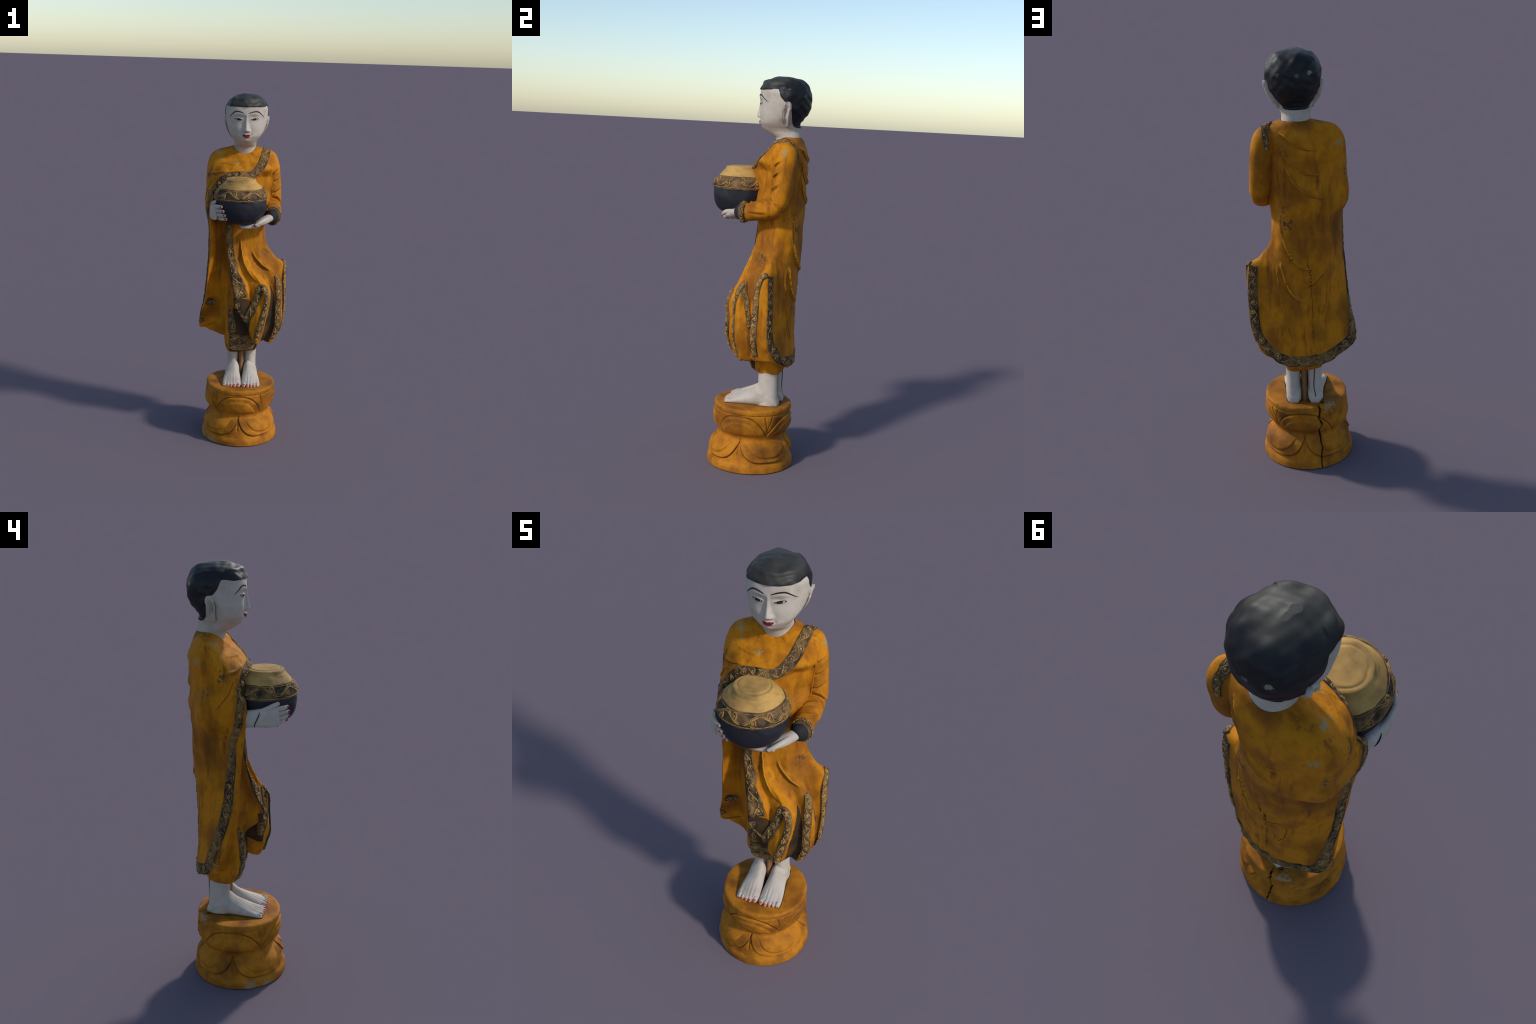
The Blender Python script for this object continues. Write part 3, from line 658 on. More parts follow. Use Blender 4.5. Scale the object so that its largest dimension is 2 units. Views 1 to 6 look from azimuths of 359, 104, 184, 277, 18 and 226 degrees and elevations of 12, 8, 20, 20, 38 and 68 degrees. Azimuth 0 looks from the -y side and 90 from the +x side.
# ------------------------------------------------------------------ left sleeve (statue's left, +x)
def relief_tube(name, Gt, mat, creases, lump=.0012, seed=3, parent=statue):
    Vt, Ft = close_grid(Gt)
    Q = grid_faces(Gt.shape[0], Gt.shape[1], True)
    Nn = vertex_normals(Vt, Q); Nn[~np.isfinite(Nn)] = 0
    b = bvh_of(Vt, Ft); d0 = lump * wobble(Vt, 45, seed, 2)
    if (Nn * (Vt - Vt.mean(0))).sum() < 0: Nn = -Nn; Ft = [f[::-1] for f in Ft]
    for amp, wd, path in creases:
        path = [tuple(np.array(b.find_nearest(Vector(p))[0])) for p in spline(path, 10)]
        d, w = polyline_field(Vt, path, 40); d0 += amp * w * gauss(d, wd)
    Vt = Vt + Nn * d0[:, None]
    return mesh_object(name, Vt, Ft, mat, parent), bvh_of(Vt, Ft)

sl_creases = []
for z, y in ((1.58,.122),(1.525,.118),(1.462,.122)):
    sl_creases += [(.0075,.007,[(.150,y-.02,z-.018),(.19,y+.004,z),(.215,y+.034,z+.022)]), (-.0065,.006,[(.150,y-.02,z-.030),(.19,y+.004,z-.012),(.215,y+.030,z+.008)])]
sl_creases += [(.006,.007,[(.15,.10,1.425),(.19,.108,1.42),(.215,.13,1.39),(.21,.155,1.378)]),(-.006,.006,[(.15,.10,1.408),(.19,.112,1.403),(.215,.128,1.375)])]
up_ob, up_bvh = relief_tube("sleeve", upper, ROBE, sl_creases)
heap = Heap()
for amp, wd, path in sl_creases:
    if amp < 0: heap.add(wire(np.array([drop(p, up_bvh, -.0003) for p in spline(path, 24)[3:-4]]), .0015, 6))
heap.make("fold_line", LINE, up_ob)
fore = tube([(.166,.155,1.366),(.167,.122,1.356),(.160,.07,1.345),(.157,.02,1.334),(.157,-.002,1.330),(.158,-.014,1.3285)],
            [(.036,.028),(.045,.046),(.049,.050),(.047,.048),(.044,.047),(.040,.047)], 64, 90)
fo_creases = [(.005,.006,[(.13,.055,1.395),(.17,.075,1.39),(.205,.115,1.36)]),(-.0045,.006,[(.13,.04,1.392),(.17,.06,1.388),(.205,.10,1.352)]),
              (.005,.006,[(.13,.0,1.378),(.17,.012,1.372),(.205,.06,1.352)]),(-.004,.006,[(.13,-.012,1.378),(.17,.0,1.37),(.205,.045,1.345)]),
              (.004,.006,[(.206,-.01,1.342),(.207,.04,1.338),(.208,.10,1.338)]),(-.004,.006,[(.206,.0,1.328),(.207,.05,1.322),(.208,.10,1.325)])]
sleeve_fore, sleeve_bvh = relief_tube("sleeve", fore, ROBE, fo_creases)
# cuff: scroll border ring and the dark lining
cuff = tube([(.1610,-.016,1.3285),(.1595,-.030,1.3275),(.158,-.046,1.3265)], [(.0425,.0500),(.0435,.0505),(.0415,.0480)], 56, 24, cap=False)
cv, cf = close_grid(cuff); cuff_ob = mesh_object("sleeve_cuff", cv, [f[::-1] for f in cf], BORDER)
heap = Heap()
for k in range(9):
    a = k * TAU / 9
    for q0, s in ((0, 1), (.35, -1)):
        q = np.linspace(0, 1, 16); ang = a + q0 + .28 * np.cos(q * 8) * (1 - q) ; yy = -.031 + s * .011 * np.sin(q * 8) * (1 - q * .7)
        heap.add(wire(np.stack([.1595 + .0455 * np.cos(ang), yy, 1.3275 + .0525 * np.sin(ang)], 1), .0022))
heap.make("scroll_relief", GILT, cuff_ob)
lining = tube([(.1580,-.040,1.3265),(.150,-.052,1.3255)], [(.038,.044),(.034,.038)], 40, 10)
V0, F0 = close_grid(lining); mesh_object("cuff_lining", V0, [f[::-1] for f in F0], CUFFIN)

# ------------------------------------------------------------------ head, hair and neck: one loft split by region
HEAD_W = [(1.645,.080),(1.67,.072),(1.69,.066),(1.71,.0625),(1.725,.063),(1.741,.069),(1.757,.080),(1.775,.091),(1.795,.101),(1.83,.111),(1.876,.118),(1.91,.1195),(1.935,.1125),(1.955,.101),(1.972,.085),(1.985,.064),(1.993,.042),(1.997,.021),(1.9985,.0003)]
HEAD_F = [(1.645,.085),(1.668,.080),(1.690,.074),(1.700,.068),(1.708,.054),(1.716,.040),(1.728,.020),(1.741,.004),(1.757,-.006),(1.772,-.0105),(1.80,-.010),(1.835,-.010),(1.86,-.0115),(1.896,-.0165),(1.925,-.0145),(1.936,-.013),(1.955,-.004),(1.970,.006),(1.977,.020),(1.986,.040),(1.994,.062),(1.997,.080),(1.9985,.1005)]
HEAD_B = [(1.645,.203),(1.70,.202),(1.735,.198),(1.748,.1955),(1.758,.192),(1.765,.185),(1.778,.188),(1.795,.202),(1.812,.216),(1.85,.2345),(1.90,.2395),(1.94,.2285),(1.967,.209),(1.984,.178),(1.992,.150),(1.997,.123),(1.9985,.1011)]
HEAD_X = [(1.645,-.004),(1.72,-.005),(1.76,-.003),(1.85,0),(2.01,0)]
def head_surface():
    z = np.r_[np.linspace(1.645, 1.985, 330), 1.9985 - .0115 * np.linspace(1, 0, 40) ** 2]; a = np.linspace(0, TAU, 560, endpoint=False)
    w, yf, yb, cx = (table(t, z) for t in (HEAD_W, HEAD_F, HEAD_B, HEAD_X))
    pf = table([(1.645, 2.0), (1.71, 1.75), (1.741, 1.85), (1.78, 2.05), (1.86, 2.15), (1.94, 2.2), (2.0, 2.0)], z)
    s, c = np.sin(a), -np.cos(a)
    p = np.where(c[None] < 0, pf[:, None], 2.1)
    cy = (yf + yb) / 2 + .004; 
    X = cx[:, None] + w[:, None] * np.sign(s) * np.abs(s)[None] ** (2 / p)
    ry = np.where(c[None] < 0, (cy - yf)[:, None], (yb - cy)[:, None])
    Y = cy[:, None] + ry * np.sign(c) * np.abs(c)[None] ** (2 / p)
    X = np.where((X > 0) & (Y > cy[:, None]), X * (1 - .05 * np.clip((Y - cy[:, None]) / .06, 0, 1)), X)
    # the statue looks a little to its right: shear the sides
    return np.stack([X, Y + .13 * X * np.clip((z[:, None] - 1.72) / .06, 0, 1) * np.clip(np.abs(X) / .1, 0, 1) * np.clip((.19 - Y) / .08, 0, 1), np.repeat(z[:, None], len(a), 1)], -1)
HG = head_surface()
HV = HG.reshape(-1, 3); HF = grid_faces(HG.shape[0], HG.shape[1], True)
x, y, z = HV.T
front = y < .09
# nose: ridge widening to the tip, underside cut back
nh = table([(1.782, 0), (1.789, .004), (1.797, .0185), (1.803, .0215), (1.812, .0195), (1.835, .0135), (1.86, .0080), (1.885, .0030), (1.90, 0)], z)
nw = table([(1.78, .014), (1.80, .0150), (1.815, .0120), (1.84, .0085), (1.87, .0075), (1.90, .009)], z)
relief = np.zeros(len(HV))
push = np.where(front, nh * np.exp(-np.abs((x + .002) / nw) ** 2.2), 0)
alar = .0065 * (gauss(np.hypot((np.abs(x + .002) - .0155) / 1.0, (z - 1.799) * 1.0), .0075))
push += np.where(front, alar, 0)
for sx in (-1, 1):                                          # eye hollows, lids, brows, cheeks
    ex = sx * .045
    push -= np.where(front, .0050 * np.exp(-((x - sx * .036) / .020) ** 2 - ((z - 1.874) / .0095) ** 2), 0)
    push += np.where(front, .0030 * np.exp(-((x - ex) / .022) ** 2 - ((z - 1.863) / .006) ** 2), 0)
    push += np.where(front, .0022 * np.exp(-((x - sx * .05) / .03) ** 2 - ((z - 1.893 + .3 * (abs(x) - .045) ** 2 / .04) / .006) ** 2), 0)
    push += np.where(front, .0040 * np.exp(-((x - sx * .050) / .022) ** 2 - ((z - 1.815) / .024) ** 2), 0)
    push -= np.where(front, .0030 * np.exp(-((x - sx * .026) / .006) ** 2 - ((z - 1.776) / .008) ** 2), 0)
lipline = 1.771 + 6 * np.clip(np.abs(x), 0, .03) ** 2
push += np.where(front, .0058 * np.exp(-(x / .019) ** 4) * (gauss(z - lipline - .0055, .0055) + 1.15 * gauss(z - lipline + .0065, .0062)), 0)
push -= np.where(front, .0025 * np.exp(-(x / .018) ** 2) * gauss(z - 1.755, .006), 0)
push += np.where(front, .0035 * np.exp(-(x / .022) ** 2) * gauss(z - 1.744, .011), 0)
HV = HV.copy(); HV[:, 1] -= push
# hairline: height above which there is hair, by depth along the side of the head
def hairline(x, y):
    ys = y - .0125 * (1 + np.clip(x / .11, -1, 1))
    return table([(-.05, 1.929), (.03, 1.930), (.060, 1.934), (.075, 1.934), (.082, 1.922), (.09, 1.900), (.102, 1.884), (.115, 1.872), (.138, 1.866), (.143, 1.84), (.147, 1.775), (.155, 1.757), (.172, 1.750), (.25, 1.746)], ys)
HN = vertex_normals(HV, HF)
HN[-560 * 4:] = (0, 0, 1)
slope = (hairline(x, y + .001) - hairline(x, y - .001)) / .002
hz = (z - hairline(x, y)) / np.sqrt(1 + slope ** 2) - .0010 * wobble(HV, 120, 3, 2)
up_hair = smoothstep(-.001, .003, hz)
HV = HV + HN * (up_hair * (.0042 + .0020 * wobble(HV, 30, 4, 2) + .0030 * wobble(HV, 85, 14, 2) + .004 * gauss(z - 1.968, .007) * (y < .06)))[:, None]
HV = HV + HN * (.0006 * wobble(HV, 50, 8, 2))[:, None]
HV[:, 2] = np.minimum(HV[:, 2], 2.0)
HN = vertex_normals(HV, HF)
fc = HV[HF].mean(1); fh = hz[HF].mean(1)
region = np.where(fh > 0, 2, 0)
region[(fh <= 0) & (fc[:, 2] < 1.738 - .30 * np.clip(.10 - fc[:, 1], 0, .1))] = 1
head_parts = split_by_region([("head", SKIN), ("neck", SKIN), ("hair", HAIR)], HV, HF, region, HN)
head_bvh = bvh_of(HV, HF)
# small knot of hair at the parting
def face_y(px, pz, off):
    """front of the face at (px, pz)"""
    hit = head_bvh.ray_cast(Vector((px, -.5, pz)), Vector((0, 1, 0)))
    return np.array([px, (hit[0][1] if hit[0] is not None else 0) - off, pz])
def face_patch(name, outline, mat, off, bulge=0., parent=None, nu=28, nv=9):
    """patch on the face between two curves outline(t) -> (x, z_low, z_high)"""
    Vp = []
    for i in range(nu):
        px, zl, zh = outline(i / (nu - 1))
        for j in range(nv):
            q = j / (nv - 1); e = min(1, 4 * min(q, 1 - q, i / (nu - 1), 1 - i / (nu - 1)))
            Vp.append(face_y(px, zl + (zh - zl) * q, off * (e * 1.6 - .6) + bulge * math.sin(math.pi * q) * e))
    return mesh_object(name, np.array(Vp), grid_faces(nu, nv), mat, parent or head_parts["head"])
for sx in (-1, 1):
    ic, oc = (.018, .071)
    def almond(t, lo=1.0, hi=1.0, a=ic, b=oc):
        px = a + (b - a) * t; sh = math.sin(math.pi * t) ** .75
        base = 1.8605 + .006 * t - (.0015 if sx < 0 else 0)
        return sx * px - .001, base - .0075 * sh * lo, base + .0070 * sh * hi
    face_patch("eye", lambda t: almond(t, 1, 1), BLACK, .0009)
    face_patch("eye_white", lambda t: almond(.05 + .9 * t, .72, .60), EYEWHITE, .0014)
    def iris(t):
        px, zl, zh = almond(.12 + .70 * t, .98, .98); m_ = (zl + zh) / 2; k = math.sin(math.pi * t) ** .3
        return px, m_ + (zl - m_) * k, m_ + (zh - m_) * k
    face_patch("iris", iris, BLACK, .0019)
    # eyebrow: thin arched stroke
    pts = []
    for t in np.linspace(0, 1, 40):
        px = .011 + (.098 - .011) * t
        pz = 1.888 + .0165 * math.sin(math.pi * min(t * .92 + .06, 1)) ** .9 - .022 * max(0, t - .55) ** 1.5 / .3 + .001
        pts.append(face_y(sx * px - .004 * (1 - t), pz, .0002))
    rr = .0023 * np.sin(np.linspace(.25, math.pi - .1, 40)) + .0009
    V0, F0 = wire(np.array(pts), rr, 6); mesh_object("eyebrow", V0, F0, BLACK, head_parts["head"])
def lips(t):
    px = -.0250 + .050 * t; s = math.sin(math.pi * t)
    return px - .001, 1.7715 + .004 * (1 - s) - .0125 * s ** .7 * (1 if s > 0 else 0), 1.7725 + .0040 * (1 - s) + .0085 * s ** .6 - .0025 * math.exp(-(px / .004) ** 2)
face_patch("lips", lips, LIP, .0009, .001, nu=40, nv=13)

# ears: flat long-lobed shells with a rolled helix
def ear(sx, y0, ztop):
    """y0 = depth of the ear's middle"""
    rowsz = np.linspace(0, 1, 40)
    body = []
    for t in rowsz:                                        # t 0 top .. 1 lobe
        zz = ztop - .122 * t
        half = table([(0, .010), (.1, .018), (.3, .020), (.55, .0155), (.8, .0125), (.93, .010), (1, .005)], t)
        yc = y0 - .010 * t + (.004 if t < .3 else 0)
        xo = table([(0, .112), (.1, .116), (.25, .112), (.5, .104), (.75, .091), (.93, .081), (1, .076)], t) 
        ring = []
        for a in np.linspace(0, TAU, 28, endpoint=False):
            ca, sa = math.cos(a), math.sin(a)              # ca: depth (y), sa: outward
            lip = .0075 * math.exp(-((abs(ca) - .8) / .22) ** 2) * (1 if t < .8 else .2)
            hollow = -.018 * math.exp(-(ca / .5) ** 2) * math.exp(-((t - .36) / .26) ** 2)
            yy = yc + half * ca
            hit = head_bvh.ray_cast(Vector((sx * .4, yy, zz)), Vector((-sx, 0, 0)))
            xs = min(abs(hit[0][0]), .122) if hit[0] is not None else .09
            base = max(xs, xo - .012)
            stand = table([(0, .010), (.12, .018), (.3, .017), (.5, .014), (.8, .011), (1, .004)], t)
            ring.append((sx * (base + (stand * sa + lip + hollow + .004 * ca if sa > 0 else -.008)), yy, zz))
        body.append(ring)
    Gt = np.array(body)
    V0, F0 = close_grid(Gt, flip=sx < 0)
    ob = mesh_object("ear", V0, [f[::-1] for f in F0], SKIN, statue)
    heap = Heap()                                           # dark crease between ear and cheek, and the concha fold
    heap.add(wire(resample(Gt[6:38, 14] + np.array([sx * .007, -.001, 0]), .004)[0], .0011, 6))
    heap.add(wire(resample(Gt[9:24, 8] + np.array([sx * -.0003, 0, 0]), .004)[0], .0016, 6))
    heap.make("ear_crease", CREASE, ob)
    return ob
ear(-1, .124, 1.868)
ear(1, .150, 1.874)

# ------------------------------------------------------------------ alms bowl
BC = np.array([-.024, -.098])
def bowl_ring(profile, name, mat, parent, lumps=.0, na=180, nz=60, seed=1, zbot=None):
    prof = resample(spline([(r, 0, zz) for r, zz in profile], 200), .0022)[0]
    a = np.linspace(0, TAU, na, endpoint=False)
    Gt = np.stack([BC[0] + prof[:, :1] * np.sin(a), BC[1] - prof[:, :1] * np.cos(a), np.repeat(prof[:, 2:3], na, 1)], -1)
    if lumps:
        k = lumps * (wobble(Gt, 26, seed, 2) + .6 * wobble(Gt, 75, seed + 9, 2))
        Gt[..., 0] += np.sin(a)[None] * k; Gt[..., 1] -= np.cos(a)[None] * k
    V0, F0 = close_grid(Gt)
    return mesh_object(name, V0, F0, mat, parent)
bowl_body = bowl_ring([(.002,1.293),(.050,1.295),(.078,1.303),(.100,1.3135),(.120,1.330),(.136,1.359),(.1445,1.395),(.1455,1.420),(.1445,1.434),(.138,1.438)], "bowl_body", BOWL, None, .0035, seed=4)
bowl = bpy.data.objects.new("alms_bowl", None); bpy.context.scene.collection.objects.link(bowl); bowl.parent = statue
bowl_body.parent = bowl
BAND_PROFILE = [(.139,1.4285),(.1465,1.4300),(.1475,1.4345),(.1460,1.4385),(.1455,1.446),(.1425,1.460),(.1350,1.476),(.1265,1.488),(.1255,1.4925),(.121,1.4945)]
band = bowl_ring(BAND_PROFILE, "bowl_band", BAND, bowl, .001)
bowl_ring([(.123,1.490),(.1205,1.4955),(.112,1.5040),(.100,1.5165),(.0925,1.5250),(.0895,1.5265),(.0872,1.5310),(.0850,1.5370),(.0815,1.5418),(.0740,1.5440),(.0675,1.5432),(.0640,1.5450),(.0590,1.5468),(.045,1.5472),(.002,1.5474)], "bowl_lid", LID, bowl, .0030, seed=6)
heap = Heap()
def band_at(ang, q, h):
    """q 0..1 up the band"""
    r = np.interp(q, [0, .25, .55, .85, 1], [.1460, .1445, .1390, .1300, .1255]); zz = 1.4385 + (1.4895 - 1.4385) * q
    return np.stack([BC[0] + (r + h) * np.sin(ang), BC[1] - (r + h) * np.cos(ang), zz + h * .5], 1)
NB = 12
for k in range(NB):
    a0 = k * TAU / NB + random.uniform(-.05, .05); s = 1 if k % 2 else -1; t = np.linspace(0, 1, 18); da = TAU / NB
    heap.add(wire(band_at(a0 + t * da, .5 + s * .30 * np.cos(t * math.pi), .0016), .0042))
    heap.add(wire(band_at(a0 + t * da, np.clip(.5 + s * .30 * np.cos(t * math.pi) + .13, 0, .95), .0008), .0024))
    q = np.linspace(0, 1, 30); rad = (1 - q) ** .8 * random.uniform(.32, .44) + .05; ang = q * random.uniform(1.3, 1.6) * TAU
    heap.add(wire(band_at(a0 + da * .62 - np.cos(ang) * rad * .20 * 1.15, .5 + s * .10 + s * np.sin(ang) * rad, .0018), .0040))
    heap.add(ball(band_at(np.array([a0 + da * .62]), np.array([.5 + s * .10]), .001)[0], .0062))
full = np.linspace(0, TAU, 160)
for q, r in ((.0, .0022), (.97, .0018)): heap.add(wire(band_at(full, np.full(160, q), .0006), r, 6, False))
heap.make("scroll_relief", BANDGILT, band)

heap = Heap()
def bowl_pt(xq, zq, h=.0004):
    r = float(table([(1.359, .136), (1.395, .1435), (1.42, .1455), (1.44, .146)], zq)) + h; sx_ = (xq - BC[0]) / r
    return (xq, BC[1] - r * math.sqrt(max(0, 1 - sx_ * sx_)), zq)
for pts in ([(-.062,1.424),(-.052,1.4265),(-.044,1.424)], [(-.066,1.414),(-.056,1.416),(-.048,1.412),(-.050,1.406)], [(-.066,1.407),(-.060,1.404),(-.056,1.408)], [(-.052,1.400),(-.046,1.397),(-.044,1.402)], [(-.088,1.382),(-.084,1.376),(-.080,1.374)]):
    heap.add(wire(spline([bowl_pt(*p) for p in pts], 14), .0013, 6))
heap.make("faded_mark", plain_material("faded_pink_mark", [(.35, lin(58, 46, 50)), (.65, lin(96, 74, 72))], 60), bowl_body)
# ------------------------------------------------------------------ right forearm and hand (statue's right, -x)
def solid_tube(name, path, radii, mat, parent=statue, nseg=24, n=40, up=(0, 0, 1), squash=2.0, lump=0., seed=1):
    Gt = tube(path, radii, nseg, n, up, squash=squash)
    V0, F0 = close_grid(Gt)
    if lump: V0 = V0 + unit(V0 - V0.mean(0)) * (lump * wobble(V0, 60, seed, 2))[:, None]
    return mesh_object(name, V0, [f[::-1] for f in F0], mat, parent)
solid_tube("forearm", [(-.172,.04,1.348),(-.172,-.02,1.350),(-.171,-.07,1.354),(-.171,-.10,1.357)], [(.024,.036),(.024,.037),(.023,.039),(.022,.040)], SKIN, squash=2.4, nseg=40)
seam = [(-.171 - .0245 * math.cos(a), -.086 - .004 * math.sin(2 * a) - .010 * math.sin(a), 1.356 + .0415 * math.sin(a)) for a in np.linspace(-1.4, 1.45, 40)]
V0, F0 = wire(np.array(seam), .0022); mesh_object("wrist_crack", V0, F0, DARK, statue)
hand = solid_tube("hand", [(-.172,-.085,1.356),(-.174,-.115,1.359),(-.171,-.145,1.362),(-.160,-.170,1.365)], [(.020,.040),(.020,.043),(.016,.045),(.011,.044)], SKIN, squash=2.6, nseg=40)
def on_bowl(ang, zz, off):
    r = float(table([(1.295, .05), (1.303, .078), (1.3135, .100), (1.330, .120), (1.359, .136), (1.395, .1435), (1.42, .1455), (1.44, .146)], zz)) + off
    return (BC[0] + r * math.sin(ang), BC[1] - r * math.cos(ang), zz)
def nail(p, out, along, mat, parent, length=.009, width=.006, name="fingernail"):
    out = unit(np.array(out, float)); al = np.array(along, float); al = unit(al - out * (al @ out)); si = np.cross(out, al)
    V0, F0 = ball((0, 0, 0), 1, nu=9, nv=14)
    M = np.stack([al * length / 2, si * width / 2, out * .0022])
    return mesh_object(name, V0 @ M + np.array(p), F0, mat, parent)
for k, (z0, z1, tip) in enumerate([(1.396, 1.400, -.735), (1.374, 1.376, -.665), (1.352, 1.353, -.63), (1.331, 1.331, -.63)]):
    path = [on_bowl(-1.14, z0, .009), on_bowl(-1.0, z0 * .7 + z1 * .3, .011), on_bowl(-.86, z0 * .4 + z1 * .6, .0105), on_bowl(tip, z1, .0075)]
    f = solid_tube("finger", path, [(.0095,.0125),(.0095,.0118),(.0090,.0108),(.0070,.0080)], SKIN, hand)
    pt = np.array(on_bowl(tip - .02, z1 + .001, .0150)); o = pt - np.array([BC[0], BC[1], z1])
    nail(pt, o, np.array(on_bowl(tip, z1, .01)) - np.array(on_bowl(tip - .2, z1, .01)), NAIL, f, .014, .0095)
thumb = solid_tube("finger", [(-.178,-.105,1.388),(-.178,-.132,1.402),(-.172,-.156,1.414),(-.164,-.174,1.422)], [(.011,.013),(.011,.012),(.010,.011),(.0085,.009)], SKIN, hand)
nail((-.1665,-.1775,1.4225), (-.75, -.7, .1), (.3, -.4, .5), NAIL, thumb, .012, .010)

# ------------------------------------------------------------------ left hand under the bowl
lhand = solid_tube("hand", [(.152,-.046,1.324),(.130,-.078,1.318),(.098,-.104,1.306),(.066,-.120,1.295)], [(.026,.022),(.028,.022),(.034,.020),(.038,.014)], SKIN, nseg=36, up=(-.25, -.1, 1))
for k, (dx, dy, ln) in enumerate([(.0, .0, 1.0), (.012, .022, 1.0), (.022, .044, .95), (.03, .062, .8)]):
    p0 = np.array([.078 - dx * .4, -.150 + dy * 1.15, 1.292]); d = np.array([-.095, -.004 - .004 * k, -.012]) * ln
    f = solid_tube("finger", [p0, p0 + d * .5 + np.array([0, 0, -.004]), p0 + d], [(.0115,.010),(.011,.010),(.008,.0075)], SKIN, lhand)
    nail(p0 + d * 1.02 + np.array([0, -.004, -.005]), (-.3, -.5, -.8), d, NAIL, f, .013, .010)
lth = solid_tube("finger", [(.128,-.098,1.322),(.108,-.132,1.318),(.085,-.155,1.308),(.062,-.168,1.296)], [(.013,.013),(.012,.012),(.011,.0105),(.008,.008)], SKIN, lhand)
nail((.060,-.1725,1.291), (-.1, -.7, -.5), (-.7, -.4, -.3), NAIL, lth, .016, .010)

# ------------------------------------------------------------------ legs and feet
TOP = .326
for sx, cx_t, cx_h in ((-1, -.0475, -.044), (1, .0620, .058)):
    leg = tube([(cx_h, .112, .335), (cx_h, .113, .38), (cx_h, .113, .43), (cx_h * .98, .110, .50), (cx_h * .95, .110, .54)],
               [(.039,.057),(.036,.053),(.034,.050),(.036,.051),(.037,.052)], 40, 50, up=(0, 1, .001))
    V0, F0 = close_grid(leg); leg_ob = mesh_object("leg", V0, [f[::-1] for f in F0], SKIN)
    # foot: loft from heel to toes; the top falls from the instep
    ys = np.linspace(.172, -.100, 60); a = np.linspace(0, TAU, 48, endpoint=False); rows = []
    for yy in ys:
        t = (.172 - yy) / .272
        cx = cx_h + (cx_t - cx_h) * t
        half = float(table([(0, .020), (.06, .032), (.2, .038), (.45, .041), (.75, .051), (.93, .0535), (1, .051)], t))
        hgt = float(table([(0, .030), (.06, .060), (.25, .105), (.38, .106), (.50, .082), (.66, .060), (.82, .041), (.93, .028), (1, .021)], t))
        ring = []
        for q in a:
            c, s = math.cos(q), math.sin(q)
            ring.append((cx + half * math.copysign(abs(c) ** .8, c) * (1 - .56 * max(0, s) ** 1.4) - sx * .013 * max(0, s), yy, TOP - .006 + max(0, hgt + .006) * (.5 + .5 * math.copysign(abs(s) ** .75, s))))
        rows.append(ring)
    Gt = np.array(rows)
    for k in range(4):                                      # tendon grooves running back from between the toes
        gx = cx_t + sx * (-.022 + .0175 * k)
        g = gauss(Gt[..., 0] - gx - (Gt[..., 1] + .1) * .05 * (cx_h - gx), .0028) * smoothstep(.0, -.07, Gt[..., 1])
        Gt[..., 2] -= .004 * g * (Gt[..., 2] > TOP + .015)
    V0, F0 = close_grid(Gt); foot = mesh_object("foot", V0, F0, SKIN)
    ring = Gt[:, :, :2].reshape(-1, 2); hull = np.vstack([Gt[:, :, :2].min(1) * [1, 0] + Gt[:, 0, :2] * [0, 1], (Gt[:, :, :2].max(1) * [1, 0] + Gt[:, 0, :2] * [0, 1])[::-1]])
    V0, F0 = wire(np.column_stack([hull, np.full(len(hull), TOP + .0012)]), .0028, 6, False); mesh_object("foot_outline", V0, F0, LINE, foot)
    w = [.0125, .0100, .0095, .0092, .0090]; xx = cx_t - sx * .0385
    for k in range(5):
        ty = [-.1005, -.1045, -.1030, -.0990, -.0930][k] + (0 if sx > 0 else .004)
        V0, F0 = ball((0, 0, 0), 1, nu=11, nv=16)
        V0 = V0 * np.array([w[k] * 1.0, .020, .0150 - k * .0008]) + np.array([xx, ty + .008, TOP + .009])
        toe = mesh_object("toe", V0, F0, SKIN, foot)
        nail((xx, ty - .0068, TOP + .0168 - k * .001), (0, -.62, .78), (0, -1, -.7), TOENAIL, toe, .012, w[k] * 1.25, "toenail")
        xx += sx * (w[k] + w[min(k + 1, 4)]) * .98
# brown carving block left between the ankles
V0, F0 = close_grid(tube([(.006,.105,.33),(.006,.105,.42),(.006,.105,.51)], [(.02,.052),(.016,.048),(.02,.050)], 20, 20, up=(0, 1, .001))); mesh_object("ankle_web", V0, [f[::-1] for f in F0], WOOD)
# the drying crack runs on up the back of the right leg
V0, F0 = wire(spline([(-.047,.1625,.515),(-.043,.1635,.46),(-.040,.1640,.412),(-.046,.1660,.37),(-.049,.1700,.335)], 40), .0022); mesh_object("leg_crack", V0, F0, DARK)
